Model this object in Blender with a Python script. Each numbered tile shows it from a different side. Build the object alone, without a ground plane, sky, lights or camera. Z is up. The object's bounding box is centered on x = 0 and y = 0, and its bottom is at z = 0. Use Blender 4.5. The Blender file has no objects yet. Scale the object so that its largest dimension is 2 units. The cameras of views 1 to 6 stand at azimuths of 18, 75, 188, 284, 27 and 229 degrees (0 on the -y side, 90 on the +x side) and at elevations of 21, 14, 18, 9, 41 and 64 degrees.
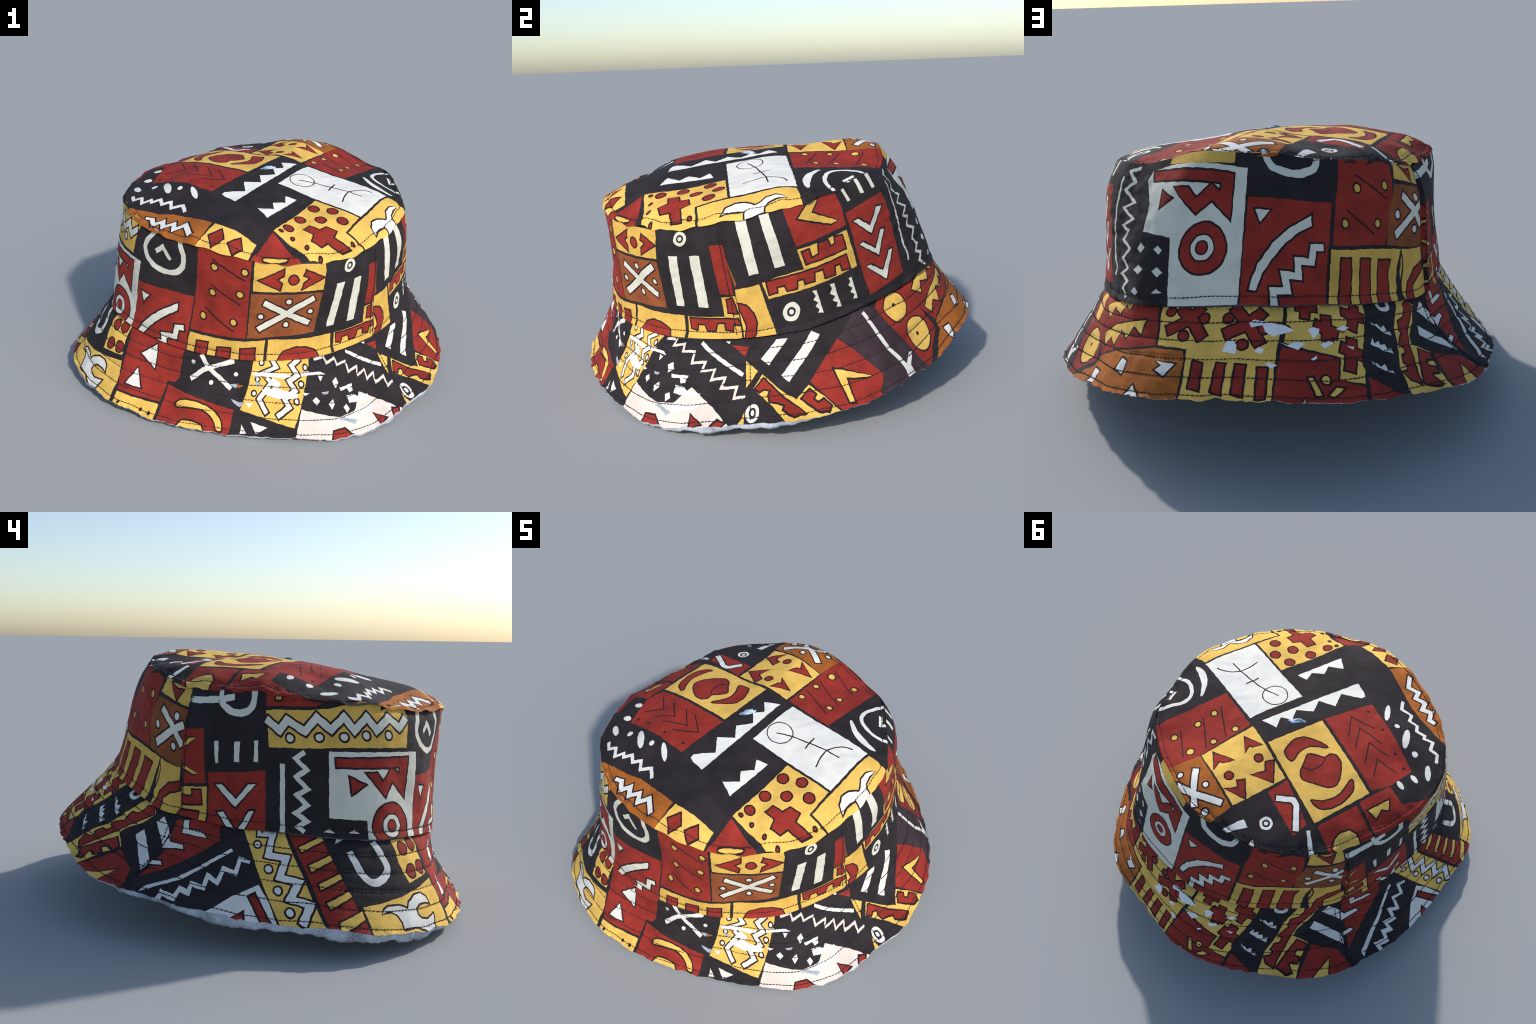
"""Printed-cloth bucket hat: crown top, side band and stitched brim, each cut as a
flat panel of cloth, printed with inlaid motifs, then draped over the hat's form."""
import bpy, math, random
import numpy as np
from mathutils import Vector, noise
from mathutils.geometry import delaunay_2d_cdt

random.seed(7)
rng = np.random.default_rng(7)

# ------------------------------------------------------------------ the form of the hat
# Profile rings around the axis at AX, one control value every 10 degrees
# (0 deg = front, -y; 90 deg = +x).  The hat is tipped back: the rear brim is lifted.
AX = np.array([0.02, -0.08])
HEM_Z = [0.021, 0.02, 0.022, 0.024, 0.021, 0.034, 0.055, 0.076, 0.092, 0.106, 0.125, 0.15, 0.176, 0.206, 0.245, 0.281, 0.311,
    0.325, 0.339, 0.341, 0.322, 0.298, 0.268, 0.235, 0.214, 0.2, 0.18, 0.161, 0.138, 0.132, 0.115, 0.088, 0.067, 0.051, 0.033,
    0.024]
SEAM_Z = [0.356, 0.35, 0.349, 0.351, 0.354, 0.358, 0.366, 0.379, 0.397, 0.417, 0.447, 0.479, 0.501, 0.522, 0.548, 0.575, 0.592,
    0.605, 0.613, 0.604, 0.59, 0.561, 0.532, 0.503, 0.477, 0.473, 0.462, 0.45, 0.452, 0.446, 0.434, 0.423, 0.413, 0.398, 0.38,
    0.365]
EDGE_Z = [0.904, 0.891, 0.874, 0.863, 0.86, 0.877, 0.897, 0.92, 0.944, 0.969, 0.995, 1.024, 1.055, 1.065, 1.071, 1.098, 1.13,
    1.142, 1.138, 1.131, 1.11, 1.096, 1.084, 1.063, 1.034, 1.005, 1.014, 1.016, 1.012, 0.993, 0.985, 0.974, 0.959, 0.942, 0.931,
    0.923]
BRIM_R = [[0.894, 0.878, 0.889, 0.908, 0.935, 0.953, 0.948, 0.94, 0.972, 0.974, 0.984, 0.988, 0.985, 1.0, 1.01, 1.05, 1.071, 1.06,
    1.055, 1.087, 1.083, 1.07, 1.054, 1.06, 1.059, 1.028, 1.021, 1.012, 1.01, 1.033, 1.081, 1.077, 1.052, 1.011, 0.96, 0.919],
    [0.817, 0.805, 0.819, 0.848, 0.868, 0.851, 0.823, 0.81, 0.823, 0.853, 0.893, 0.914, 0.917, 0.904, 0.927, 0.979, 0.994, 0.993,
    0.994, 1.008, 1.006, 0.96, 0.914, 0.888, 0.874, 0.859, 0.887, 0.895, 0.91, 0.955, 1.0, 1.007, 0.988, 0.946, 0.873, 0.844],
    [0.764, 0.754, 0.75, 0.777, 0.794, 0.767, 0.741, 0.734, 0.759, 0.793, 0.817, 0.841, 0.84, 0.856, 0.881, 0.915, 0.923, 0.925,
    0.922, 0.918, 0.894, 0.862, 0.823, 0.799, 0.787, 0.781, 0.796, 0.808, 0.843, 0.887, 0.924, 0.942, 0.926, 0.884, 0.822, 0.786],
    [0.751, 0.736, 0.72, 0.713, 0.708, 0.694, 0.694, 0.706, 0.724, 0.75, 0.763, 0.775, 0.787, 0.805, 0.836, 0.881, 0.87, 0.853,
    0.841, 0.836, 0.811, 0.789, 0.767, 0.753, 0.754, 0.756, 0.759, 0.772, 0.794, 0.83, 0.862, 0.884, 0.871, 0.842, 0.81, 0.777]]
WALL_R = [[0.751, 0.736, 0.72, 0.713, 0.708, 0.694, 0.694, 0.706, 0.724, 0.75, 0.763, 0.775, 0.787, 0.805, 0.836, 0.881, 0.87,
    0.853, 0.841, 0.836, 0.811, 0.789, 0.767, 0.753, 0.754, 0.756, 0.759, 0.772, 0.794, 0.83, 0.862, 0.884, 0.871, 0.842, 0.81,
    0.777], [0.759, 0.74, 0.711, 0.704, 0.691, 0.69, 0.692, 0.712, 0.718, 0.732, 0.747, 0.754, 0.767, 0.787, 0.811, 0.835, 0.826,
    0.802, 0.794, 0.78, 0.77, 0.757, 0.725, 0.717, 0.728, 0.737, 0.742, 0.756, 0.776, 0.808, 0.844, 0.862, 0.844, 0.831, 0.801,
    0.769], [0.765, 0.755, 0.735, 0.727, 0.721, 0.715, 0.711, 0.714, 0.718, 0.729, 0.74, 0.744, 0.754, 0.771, 0.779, 0.79, 0.777,
    0.757, 0.751, 0.744, 0.74, 0.732, 0.714, 0.711, 0.718, 0.73, 0.734, 0.742, 0.757, 0.79, 0.829, 0.845, 0.836, 0.824, 0.789,
    0.754], [0.77, 0.771, 0.759, 0.75, 0.75, 0.736, 0.727, 0.719, 0.734, 0.733, 0.723, 0.726, 0.74, 0.746, 0.732, 0.726, 0.724,
    0.704, 0.704, 0.701, 0.707, 0.702, 0.705, 0.707, 0.712, 0.717, 0.719, 0.73, 0.754, 0.778, 0.809, 0.821, 0.825, 0.811, 0.788,
    0.772], [0.786, 0.782, 0.765, 0.752, 0.748, 0.739, 0.721, 0.71, 0.709, 0.707, 0.686, 0.67, 0.674, 0.679, 0.657, 0.642, 0.627,
    0.631, 0.643, 0.631, 0.64, 0.653, 0.664, 0.666, 0.667, 0.668, 0.677, 0.708, 0.739, 0.77, 0.792, 0.792, 0.794, 0.79, 0.784,
    0.784]]
TOP = [(0.183, 0.029, 1.116), (0.627, -0.061, 1.034), (0.554, -0.351, 0.997), (0.098, -0.258, 1.086), (0.389, 0.0, 1.084), (0.148,
    0.05, 1.128), (0.198, 0.347, 1.126), (-0.123, 0.423, 1.143), (-0.437, 0.193, 1.1), (-0.08, -0.216, 1.117), (0.015, 0.067,
    1.148), (-0.171, -0.483, 1.07), (-0.564, -0.358, 1.028), (-0.065, -0.743, 1.002), (0.216, -0.69, 0.985), (0.313, -0.314,
    1.038), (-0.443, 0.247, 1.099), (-0.28, 0.358, 1.103), (-0.347, -0.482, 1.065), (-0.426, -0.463, 1.054), (-0.51, -0.438,
    1.038), (-0.597, -0.334, 1.036), (-0.581, -0.249, 1.069), (-0.613, -0.417, 1.002), (-0.021, -0.818, 0.956), (0.078, -0.834,
    0.94), (0.563, -0.535, 0.917), (0.381, -0.694, 0.931), (0.472, 0.09, 1.075), (0.652, -0.011, 1.028), (0.188, 0.123, 1.118),
    (0.213, 0.246, 1.114), (0.253, 0.367, 1.11), (0.341, 0.127, 1.093), (0.357, 0.23, 1.083), (0.386, 0.363, 1.067), (0.327,
    -0.388, 1.017), (0.419, -0.369, 1.014), (0.293, -0.51, 0.992), (0.383, -0.469, 0.993), (0.484, -0.433, 0.993), (0.266, -0.614,
    0.979), (-0.412, -0.087, 1.11), (-0.206, -0.123, 1.125), (-0.413, -0.259, 1.104), (-0.326, -0.297, 1.11), (-0.238, -0.324,
    1.103), (-0.162, -0.343, 1.1), (-0.526, -0.333, 1.049), (-0.447, -0.358, 1.068), (-0.317, -0.404, 1.092), (-0.195, -0.431,
    1.082), (-0.033, -0.533, 1.053), (-0.12, -0.491, 1.064), (-0.025, -0.415, 1.076), (0.019, -0.294, 1.091), (0.124, 0.0, 1.135),
    (0.227, -0.349, 1.042), (0.357, -0.151, 1.071), (0.556, -0.079, 1.048), (0.439, -0.258, 1.033), (0.007, 0.328, 1.164),
    (-0.023, 0.16, 1.147), (0.154, 0.294, 1.132), (0.109, 0.131, 1.137), (0.046, 0.441, 1.167), (0.178, 0.49, 1.144), (-0.598,
    -0.153, 1.082), (-0.335, -0.691, 0.958), (-0.27, -0.707, 0.965), (-0.198, -0.731, 0.977), (-0.406, -0.662, 0.949), (-0.159,
    -0.809, 0.947), (-0.081, 0.119, 1.133), (-0.156, 0.194, 1.128), (-0.059, 0.25, 1.14), (-0.126, 0.352, 1.131), (-0.059, 0.288,
    1.147), (-0.028, 0.392, 1.162), (0.074, 0.358, 1.161), (0.05, 0.253, 1.16), (0.02, 0.101, 1.153), (0.043, 0.194, 1.152),
    (-0.076, 0.447, 1.155), (0.158, 0.416, 1.141), (-0.411, 0.308, 1.103), (-0.595, 0.084, 1.058), (0.697, -0.126, 1.0), (0.645,
    -0.41, 0.932), (0.67, -0.269, 0.967), (0.663, -0.176, 1.013), (0.666, -0.306, 0.945)]


def ring(table, a):
    """periodic cubic through ring control values; a in degrees"""
    v = np.asarray(table, float); n = len(v)
    x = (np.asarray(a, float) % 360.0) / 360.0 * n
    i = np.floor(x).astype(int); f = x - i
    p0, p1, p2, p3 = v[(i - 1) % n], v[i % n], v[(i + 1) % n], v[(i + 2) % n]
    return p1 + 0.5 * f * (p2 - p0 + f * (2 * p0 - 5 * p1 + 4 * p2 - p3 + f * (3 * (p1 - p2) + p3 - p0)))

def profile(tables, a, t):
    """smooth curve through rings stacked evenly from t = 0 to t = 1"""
    n = len(tables); k = np.linspace(0, 1, n); t = np.asarray(t, float); out = 0.0
    for i in range(n):
        w = 1.0
        for j in range(n):
            if j != i:
                w = w * (t - k[j]) / (k[i] - k[j])
        out = out + w * ring(tables[i], a)
    return out

class Drape:
    """height of the crown top over the ground plan, through its control points"""
    def __init__(self):
        a = np.arange(0, 360, 12.0)
        r, z = ring(WALL_R[-1], a), ring(EDGE_Z, a)
        s, c = np.sin(np.radians(a)), -np.cos(np.radians(a))
        rim = np.c_[AX[0] + r * s, AX[1] + r * c, z]
        shoulder = np.c_[AX[0] + (r - .035) * s, AX[1] + (r - .035) * c, z + .008]
        keep = [min(np.hypot(*(p[:2] - np.array(TOP)[:, :2]).T)) > .08 for p in shoulder]
        far = np.c_[AX[0] + (r + .05) * s, AX[1] + (r + .05) * c, z - .06]
        P = np.vstack([np.array(TOP), rim, shoulder[keep], far])
        self.fit(P)
        # the cloth rolls over the rim: where the top stands well above its edge, swell the roll
        ri = r - .055
        rise = self(AX[0] + ri * s, AX[1] + ri * c) - z
        k = rise > .02
        roll = [np.c_[AX[0] + (r - d) * s, AX[1] + (r - d) * c, z + f * rise][k] for d, f in ((.003, .5), (.022, .92))]
        self.fit(np.vstack([P, *roll]))
    def fit(self, P):
        self.X = P[:, :2]; n = len(P)
        D = np.linalg.norm(self.X[:, None] - self.X[None], axis=-1)
        L = np.c_[np.ones(n), self.X]
        M = np.block([[D - .004 * np.eye(n), L], [L.T, np.zeros((3, 3))]])
        s = np.linalg.solve(M, np.r_[P[:, 2], 0, 0, 0]); self.w, self.c = s[:n], s[n:]
    def __call__(self, x, y):
        out = self.c[0] + self.c[1] * x + self.c[2] * y
        for (px, py), w in zip(self.X, self.w):
            out = out + w * np.sqrt((x - px) ** 2 + (y - py) ** 2 + 2.5e-4)
        return out
drape = Drape()

# flat cloth coordinates are centimetres
WALL_CM, WALL_H = 1.31, 50.0       # cm per degree, cm from brim seam to crown edge
BRIM_CM, BRIM_H = 1.54, 36.0       # cm per degree, cm from hem to brim seam

def wall_point(X, Y):
    a, t = X / WALL_CM, Y / WALL_H
    r = profile(WALL_R, a, t); z0, z1 = ring(SEAM_Z, a), ring(EDGE_Z, a)
    s = np.radians(a)
    return np.stack([AX[0] + r * np.sin(s), AX[1] - r * np.cos(s), z0 + (z1 - z0) * t], -1)

def brim_point(X, Y):
    a, t = X / BRIM_CM, Y / BRIM_H
    r = profile(BRIM_R, a, t); z0, z1 = ring(HEM_Z, a), ring(SEAM_Z, a)
    s = np.radians(a)
    return np.stack([AX[0] + r * np.sin(s), AX[1] - r * np.cos(s), z0 + (z1 - z0) * t], -1)

def top_point(X, Y):
    x, y = X / 100, Y / 100
    return np.stack([x, y, drape(x, y)], -1)

POINT = {"top": top_point, "wall": wall_point, "brim": brim_point}

# ------------------------------------------------------------------ folds of the cloth
def wobble(P, scale, seed):
    """smooth value noise at 3D points, vectorised over a small sum of random waves"""
    g = np.random.default_rng(seed); out = 0.0
    for k in range(14):
        d = g.normal(size=3); d /= np.linalg.norm(d)
        w = 2 * math.pi / (scale * g.uniform(.7, 1.6))
        out = out + np.sin(P @ d * w + g.uniform(0, 6.28)) * g.uniform(.6, 1)
    return out / 5.0

BRIM_ROWS = [.05, .235, .43, .625, .82]
# vertical seams: flat x of the side seams at foot and head of each panel
BAND_SEAMS = [(86.0, 79.5), (325.5, 326.3)]
BRIM_SEAMS = [(109.2, 107.6), (374.8, 375.4), (375.8, 379.0)]

def seam_x(pair, t): return pair[0] + (pair[1] - pair[0]) * t

def crumple(P, seed):
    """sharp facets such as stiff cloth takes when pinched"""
    a = np.abs(wobble(P, .13, seed)) + .6 * np.abs(wobble(P, .07, seed + 1))
    return a - .5

def near(X, x, w): return np.exp(-((X - x) / w) ** 2)

def relief(panel, X, Y, P):
    """how far the cloth stands off its form, in metres: wrinkles, quilting between seams"""
    h = .0022 * wobble(P, .16, 3) + .0011 * wobble(P, .05, 4) + .0016 * crumple(P, 40)
    if panel == "brim":
        t = Y / BRIM_H
        for k, row in enumerate(BRIM_ROWS):
            h = h - (.0032 + .0014 * wobble(P, .3, 50 + k)) * np.exp(-((t - row) / .022) ** 2)
        h = h + .004 * wobble(P * [1, 1, .4], .22, 9) * (1 - t) ** 2
        h = h - .012 * np.exp(-((1 - t) / .07) ** 2)
        h = h + .005 * crumple(P, 44) * near(X, 212, 26) * (1 - t) ** .5
        for pair in BRIM_SEAMS[:2]:
            d = X - seam_x(pair, t)
            h = h - .004 * np.exp(-(d / 1.1) ** 2)
    if panel == "wall":
        t = Y / WALL_H
        h = h - .003 * np.exp(-((t - .055) / .02) ** 2)
        h = h + .003 * np.exp(-(t / .03) ** 2)
        h = h + .006 * crumple(P, 46) * near(X, 178, 22)
        h = h + .0025 * crumple(P * [1, 1, 2], 48) * np.exp(-((1 - t) / .12) ** 2)
        d = X - seam_x(BAND_SEAMS[1], t)                       # left seam: one panel laps over the other
        h = h + np.where(d > 0, .012 * np.exp(-np.maximum(d, 0) / 6), 0) - np.where(d <= 0, .006 * np.exp(np.minimum(d, 0) / 3), 0)
        d = X - seam_x(BAND_SEAMS[0], t)
        tuck = np.clip((t - .90) / .06, 0, 1)                  # tucked under the lip of the crown top
        h = h * (1 - .8 * tuck) - .001 * tuck - .010 * tuck * near(X, 429, 24)
        h = h + .003 * np.exp(-(d / 1.5) ** 2) - .004 * np.exp(-((d - 3.2) / 1.2) ** 2)
    if panel == "top":
        a = np.degrees(np.arctan2(P[..., 0] - AX[0], AX[1] - P[..., 1]))
        inset = ring(WALL_R[-1], a) - np.hypot(P[..., 0] - AX[0], P[..., 1] - AX[1])
        h = h + .006 * np.exp(-((inset - .008) / .011) ** 2) - .003 * np.exp(-((inset - .024) / .007) ** 2)
        h = h + .004 * crumple(P, 60) * np.exp(-(inset / .05) ** 2)
    return h

def frayed(X, Y, P):
    """the ragged, wavy hem: pushes the lowest centimetres of the brim about"""
    w = np.exp(-np.maximum(Y, 0) / 1.6)
    Q = P * [1, 1, 0]
    P = P.copy()
    P[..., 2] += w * (.0045 * wobble(Q, .12, 70) + .006 * np.abs(wobble(Q, .04, 71)) + .004 * crumple(Q, 74) - .002)
    out = P[..., :2] - AX
    P[..., :2] += out / (np.linalg.norm(out, axis=-1, keepdims=True) + 1e-9) * (w * (.006 * wobble(Q, .06, 72) + .003))[..., None]
    return P

def draped(panel, X, Y):
    """final surface points and normals of a panel"""
    X, Y = np.asarray(X, float), np.asarray(Y, float)
    f = POINT[panel]
    def raw(X, Y):
        e = .05
        P = f(X, Y); n = np.cross(f(X + e, Y) - P, f(X, Y + e) - P)
        n /= np.linalg.norm(n, axis=-1, keepdims=True) + 1e-12
        Q = P + n * relief(panel, X, Y, P)[..., None]
        return frayed(X, Y, Q) if panel == "brim" else Q
    e = .15
    P = raw(X, Y)
    n = np.cross(raw(X + e, Y) - raw(X - e, Y), raw(X, Y + e) - raw(X, Y - e))
    return P, n / (np.linalg.norm(n, axis=-1, keepdims=True) + 1e-12)

# ------------------------------------------------------------------ materials
def cloth(name, colour, vary=.12, rough=.85, weave=.45):
    vary *= 1.35
    m = bpy.data.materials.new(name); m.use_nodes = True
    nt = m.node_tree; b = nt.nodes["Principled BSDF"]
    co = nt.nodes.new("ShaderNodeTexCoord")
    def nz(scale, detail):
        n = nt.nodes.new("ShaderNodeTexNoise"); n.inputs["Scale"].default_value = scale
        n.inputs["Detail"].default_value = detail; nt.links.new(co.outputs["Object"], n.inputs["Vector"]); return n
    big, fine = nz(11, 4), nz(190, 3)
    add = nt.nodes.new("ShaderNodeMath"); add.operation = "MULTIPLY_ADD"
    add.inputs[1].default_value = .8
    nt.links.new(fine.outputs["Fac"], add.inputs[0]); nt.links.new(big.outputs["Fac"], add.inputs[2])
    ramp = nt.nodes.new("ShaderNodeMapRange")
    ramp.inputs["From Min"].default_value, ramp.inputs["From Max"].default_value = .62, 1.18
    ramp.inputs["To Min"].default_value, ramp.inputs["To Max"].default_value = 1 - vary, 1 + vary
    nt.links.new(add.outputs[0], ramp.inputs["Value"])
    mul = nt.nodes.new("ShaderNodeVectorMath"); mul.operation = "SCALE"
    mul.inputs[0].default_value = colour
    nt.links.new(ramp.outputs[0], mul.inputs["Scale"])
    nt.links.new(mul.outputs[0], b.inputs["Base Color"])
    b.inputs["Roughness"].default_value = rough
    b.inputs["Specular IOR Level"].default_value = .3
    bump = nt.nodes.new("ShaderNodeBump"); bump.inputs["Strength"].default_value = weave
    bump.inputs["Distance"].default_value = .002
    nt.links.new(fine.outputs["Fac"], bump.inputs["Height"]); nt.links.new(bump.outputs[0], b.inputs["Normal"])
    return m

COLOURS = {
    "ink":    cloth("black_print", (.0195, .015, .017), .3),
    "line":   cloth("dark_outline", (.022, .0095, .011), .25),
    "red":    cloth("red_print", (.275, .0235, .0145), .22),
    "yellow": cloth("yellow_print", (.77, .475, .100), .13),
    "yellow_dimmed":  cloth("yellow_print_shade_baked", (.66, .40, .080), .15),  # the yellow print, lowered because the upright band is shaded
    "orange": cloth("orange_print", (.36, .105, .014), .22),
    "dark_orange":   cloth("dark_orange_print", (.245, .068, .020), .25),  # darker, browner orange used on the side band
    "white":  cloth("white_print", (.75, .735, .675), .07),
    "warm_white":  cloth("warm_white_print", (.66, .64, .54), .09),  # slightly darker, warmer white used on the side band
    "pale":   cloth("pale_print", (.72, .69, .63), .08),
    "cream":  cloth("cream_print", (.70, .61, .54), .08),
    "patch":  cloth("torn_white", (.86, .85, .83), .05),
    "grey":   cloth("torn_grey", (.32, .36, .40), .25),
    "plum":   cloth("plum_print", (.040, .024, .029), .3),
    "blue":   cloth("blue_fleck", (.26, .34, .44), .6),
}
ORDER = list(COLOURS)
LINING = cloth("pale_lining", (.42, .45, .51), .4)
THREAD = cloth("dark_thread", (.022, .022, .026), .2)

# ------------------------------------------------------------------ print shapes (flat cm)
def dense(pts, step=.9):
    """close a polygon and cut its sides to short lengths"""
    out = []; n = len(pts)
    for i in range(n):
        a, b = np.array(pts[i], float), np.array(pts[(i + 1) % n], float)
        k = max(1, int(np.ceil(np.linalg.norm(b - a) / step)))
        out += [tuple(a + (b - a) * j / k) for j in range(k)]
    return out

def area(p):
    x, y = np.array(p).T
    return .5 * np.sum(x * np.roll(y, -1) - np.roll(x, -1) * y)

def grown(pts, d):
    """offset a polygon outward by d (inward if d < 0), mitred"""
    p = np.array(pts, float)
    if area(p) < 0: p = p[::-1]
    a = p - np.roll(p, 1, 0); b = np.roll(p, -1, 0) - p
    a /= np.linalg.norm(a, axis=1, keepdims=True) + 1e-9; b /= np.linalg.norm(b, axis=1, keepdims=True) + 1e-9
    na, nb = np.c_[a[:, 1], -a[:, 0]], np.c_[b[:, 1], -b[:, 0]]
    m = na + nb; c = np.maximum((m * na).sum(1), .45)
    return (p + m * (d / c)[:, None]).tolist()

def stroke(pts, w):
    """a band of width w along a polyline, mitred"""
    p = np.array(pts, float); t = np.diff(p, axis=0); t /= np.linalg.norm(t, axis=1, keepdims=True) + 1e-9
    n = np.c_[-t[:, 1], t[:, 0]]
    left = []; 
    for i in range(len(p)):
        if i == 0: m = n[0]
        elif i == len(p) - 1: m = n[-1]
        else:
            m = n[i - 1] + n[i]; m = m / max((m * n[i]).sum(), .35)
        left.append(m * w / 2)
    left = np.array(left)
    return np.vstack([p + left, (p - left)[::-1]]).tolist()

def smooth(pts, closed=True, k=5):
    p = np.array(pts, float); n = len(p); out = []
    for i in range(n if closed else n - 1):
        if closed: q = [p[(i + j - 1) % n] for j in range(4)]
        else: q = [p[min(max(i + j - 1, 0), n - 1)] for j in range(4)]
        for s in np.arange(k) / k:
            out.append(q[1] + .5 * s * (q[2] - q[0] + s * (2 * q[0] - 5 * q[1] + 4 * q[2] - q[3] + s * (3 * (q[1] - q[2]) + q[3] - q[0]))))
    if not closed: out.append(p[-1])
    return [tuple(v) for v in out]

def circle(x, y, rx, ry=None, n=18):
    ry = rx if ry is None else ry
    return [(x + rx * math.cos(i * math.tau / n), y + ry * math.sin(i * math.tau / n)) for i in range(n)]

PRINT = {"top": [], "wall": [], "brim": []}
OUTLINE = .75

def by_hand(pts):
    """the slight unsteadiness of a hand-drawn, wax-printed edge"""
    p = np.array(dense(pts, .7)); x, y = p.T
    dx = .075 * np.sin(1.2 * x + .8 * y) + .045 * np.sin(2.1 * y - .7 * x + 1)
    dy = .075 * np.sin(1.1 * y - .9 * x + 2) + .045 * np.sin(1.9 * x + .6 * y)
    return list(zip(x + dx, y + dy))

def put(panel, colour, pts, edge=0.0):
    """print a shape; with an edge it gets a dark outline of that width"""
    if edge: PRINT[panel].append(("line", by_hand(grown(pts, edge))))
    PRINT[panel].append((colour, by_hand(pts)))

def field(panel, colour, *pts):
    """one coloured field of the cloth"""
    put(panel, colour, pts)
def shape(panel, colour, *pts, edge=0.0): put(panel, colour, pts, edge)
def blob(panel, colour, *pts, edge=0.0): put(panel, colour, smooth(pts), edge)
def band(panel, colour, w, *pts, edge=0.0): put(panel, colour, stroke(pts, w), edge)
def curve(panel, colour, w, *pts, edge=0.0): put(panel, colour, stroke(smooth(pts, False), w), edge)
def dot(panel, colour, x, y, r, ry=None, edge=0.0): put(panel, colour, circle(x, y, r, ry, 36 if r > 4 else 18), edge)

def loop(panel, colour, x, y, r, w): put(panel, colour, circle(x, y, r + w / 2, n=40) + circle(x, y, r + w / 2, n=40)[:1] + circle(x, y, r - w / 2, n=40)[:1] + circle(x, y, r - w / 2, n=40)[::-1])
def oval(panel, colour, w, a, b, edge=0.0):
    """a long rounded spot from a to b"""
    a, b = np.array(a), np.array(b); d = b - a; L = np.linalg.norm(d); d /= L; n = np.array([-d[1], d[0]]); c = (a + b) / 2
    put(panel, colour, [tuple(c + d * (L + w * .3) / 2 * math.cos(k) + n * w / 2 * math.sin(k)) for k in np.linspace(0, math.tau, 20)[:-1]], edge)


# crown top: heart field
field("top", "yellow", (-43.6, 19.5), (-51, -10.1), (-8, -21.6), (0.9, 6.8))
blob("top", "red", (-40.8, -8.5), (-44.3, -5.4), (-45.4, 1), (-44.1, 7.4), (-40.5, 12.3), (-35.2, 12.9), (-38.3, 10), (-40.8, 5.9), (-42.2, 0.9),
      (-41.5, -3.5), edge=OUTLINE)
blob("top", "red", (-36.9, -2.9), (-35.9, 1.8), (-30.7, 5.1), (-24.5, 7.9), (-21.1, 5.9), (-19.1, 1.6), (-17.2, -2.6), (-19.6, -5), (-23.7, -7.3),
      (-24.7, -10.8), (-27.8, -12.1), (-32.3, -9.6), edge=OUTLINE)
curve("top", "line", 0.65, (-20, 4), (-23.6, 2.1), (-25, -0.8), (-25.2, -4.6), (-24, -7.4))
blob("top", "red", (-20.3, -12.4), (-16.5, -9.3), (-13.4, -5.2), (-13, 0.3), (-13.7, 5.1), (-8.9, 4.6), (-7.2, 0.6), (-7.2, -4.4), (-9.5, -8.4),
      (-14.7, -11.1), edge=OUTLINE)

# crown top: red field of chevrons
field("top", "red", (-50.7, -11.9), (-55.2, -20.6), (-56.1, -35.8), (-37, -42.3), (-17.5, -48.2), (-8.2, -23.3))
band("top", "line", 0.65, (-46.9, -17.4), (-41.4, -25.9), (-52.3, -28.6))
band("top", "line", 0.65, (-39.1, -19.5), (-32.7, -29.5), (-39.8, -30.4), (-43.6, -31.8))
band("top", "line", 0.65, (-30.1, -22.3), (-23.7, -32.5), (-37.4, -33.9))
band("top", "line", 0.65, (-23.7, -24.3), (-16, -34.3), (-28.8, -37.6))
for x, y in ((-52.6, -33.4), (-44.8, -35.7), (-31.9, -40.3), (-19.5, -43.1),):
    dot("top", "line", x, y, 0.8)

# crown top: white field with stick sign
field("top", "white", (18.2, 2.8), (62.7, -5.9), (55.5, -34.7), (10, -25.8))
loop("top", "line", 20.1, -16.3, 6.4, 0.55)
band("top", "line", 0.7, (18.6, -17.3), (26.4, -15.3), (35.8, -14.9), (44.8, -15), (52, -16.1))
band("top", "line", 0.75, (36.3, -11), (34.9, -18.8))
curve("top", "line", 0.7, (44, -26), (43.9, -20.5), (44.9, -15.2), (48.5, -10.8), (52.3, -8.7), (55.7, -7.9))

# crown top: yellow field with cross and spots
field("top", "yellow", (31.4, -31.3), (55.1, -35.9), (51.7, -50.2), (63.4, -52.2), (59.9, -58), (43.4, -73.6), (31.9, -70.4), (21.2, -68.6))
for x, y in ((32.7, -38.9), (41.8, -37), (29.3, -51.2), (38.4, -46.8), (48.3, -43.1),):
    dot("top", "red", x, y, 2.35, edge=OUTLINE)
dot("top", "red", 26.6, -61.5, 2.05, edge=OUTLINE)
for x, y in ((24.1, -65.9), (30.2, -66.9), (37.9, -69), (56.3, -53.6), (44.7, -69.4),):
    dot("top", "red", x, y, 0.5, edge=OUTLINE)
shape("top", "red", (35.1, -54.5), (40.5, -55.2), (42.4, -51.5), (47.4, -51.9), (47.1, -56.4), (55.4, -57.4), (52.7, -60.7), (45.6, -60.5), (43.6,
      -64.4), (39.1, -64.5), (38.9, -59.8), (33.6, -58.7), edge=OUTLINE)

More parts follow.
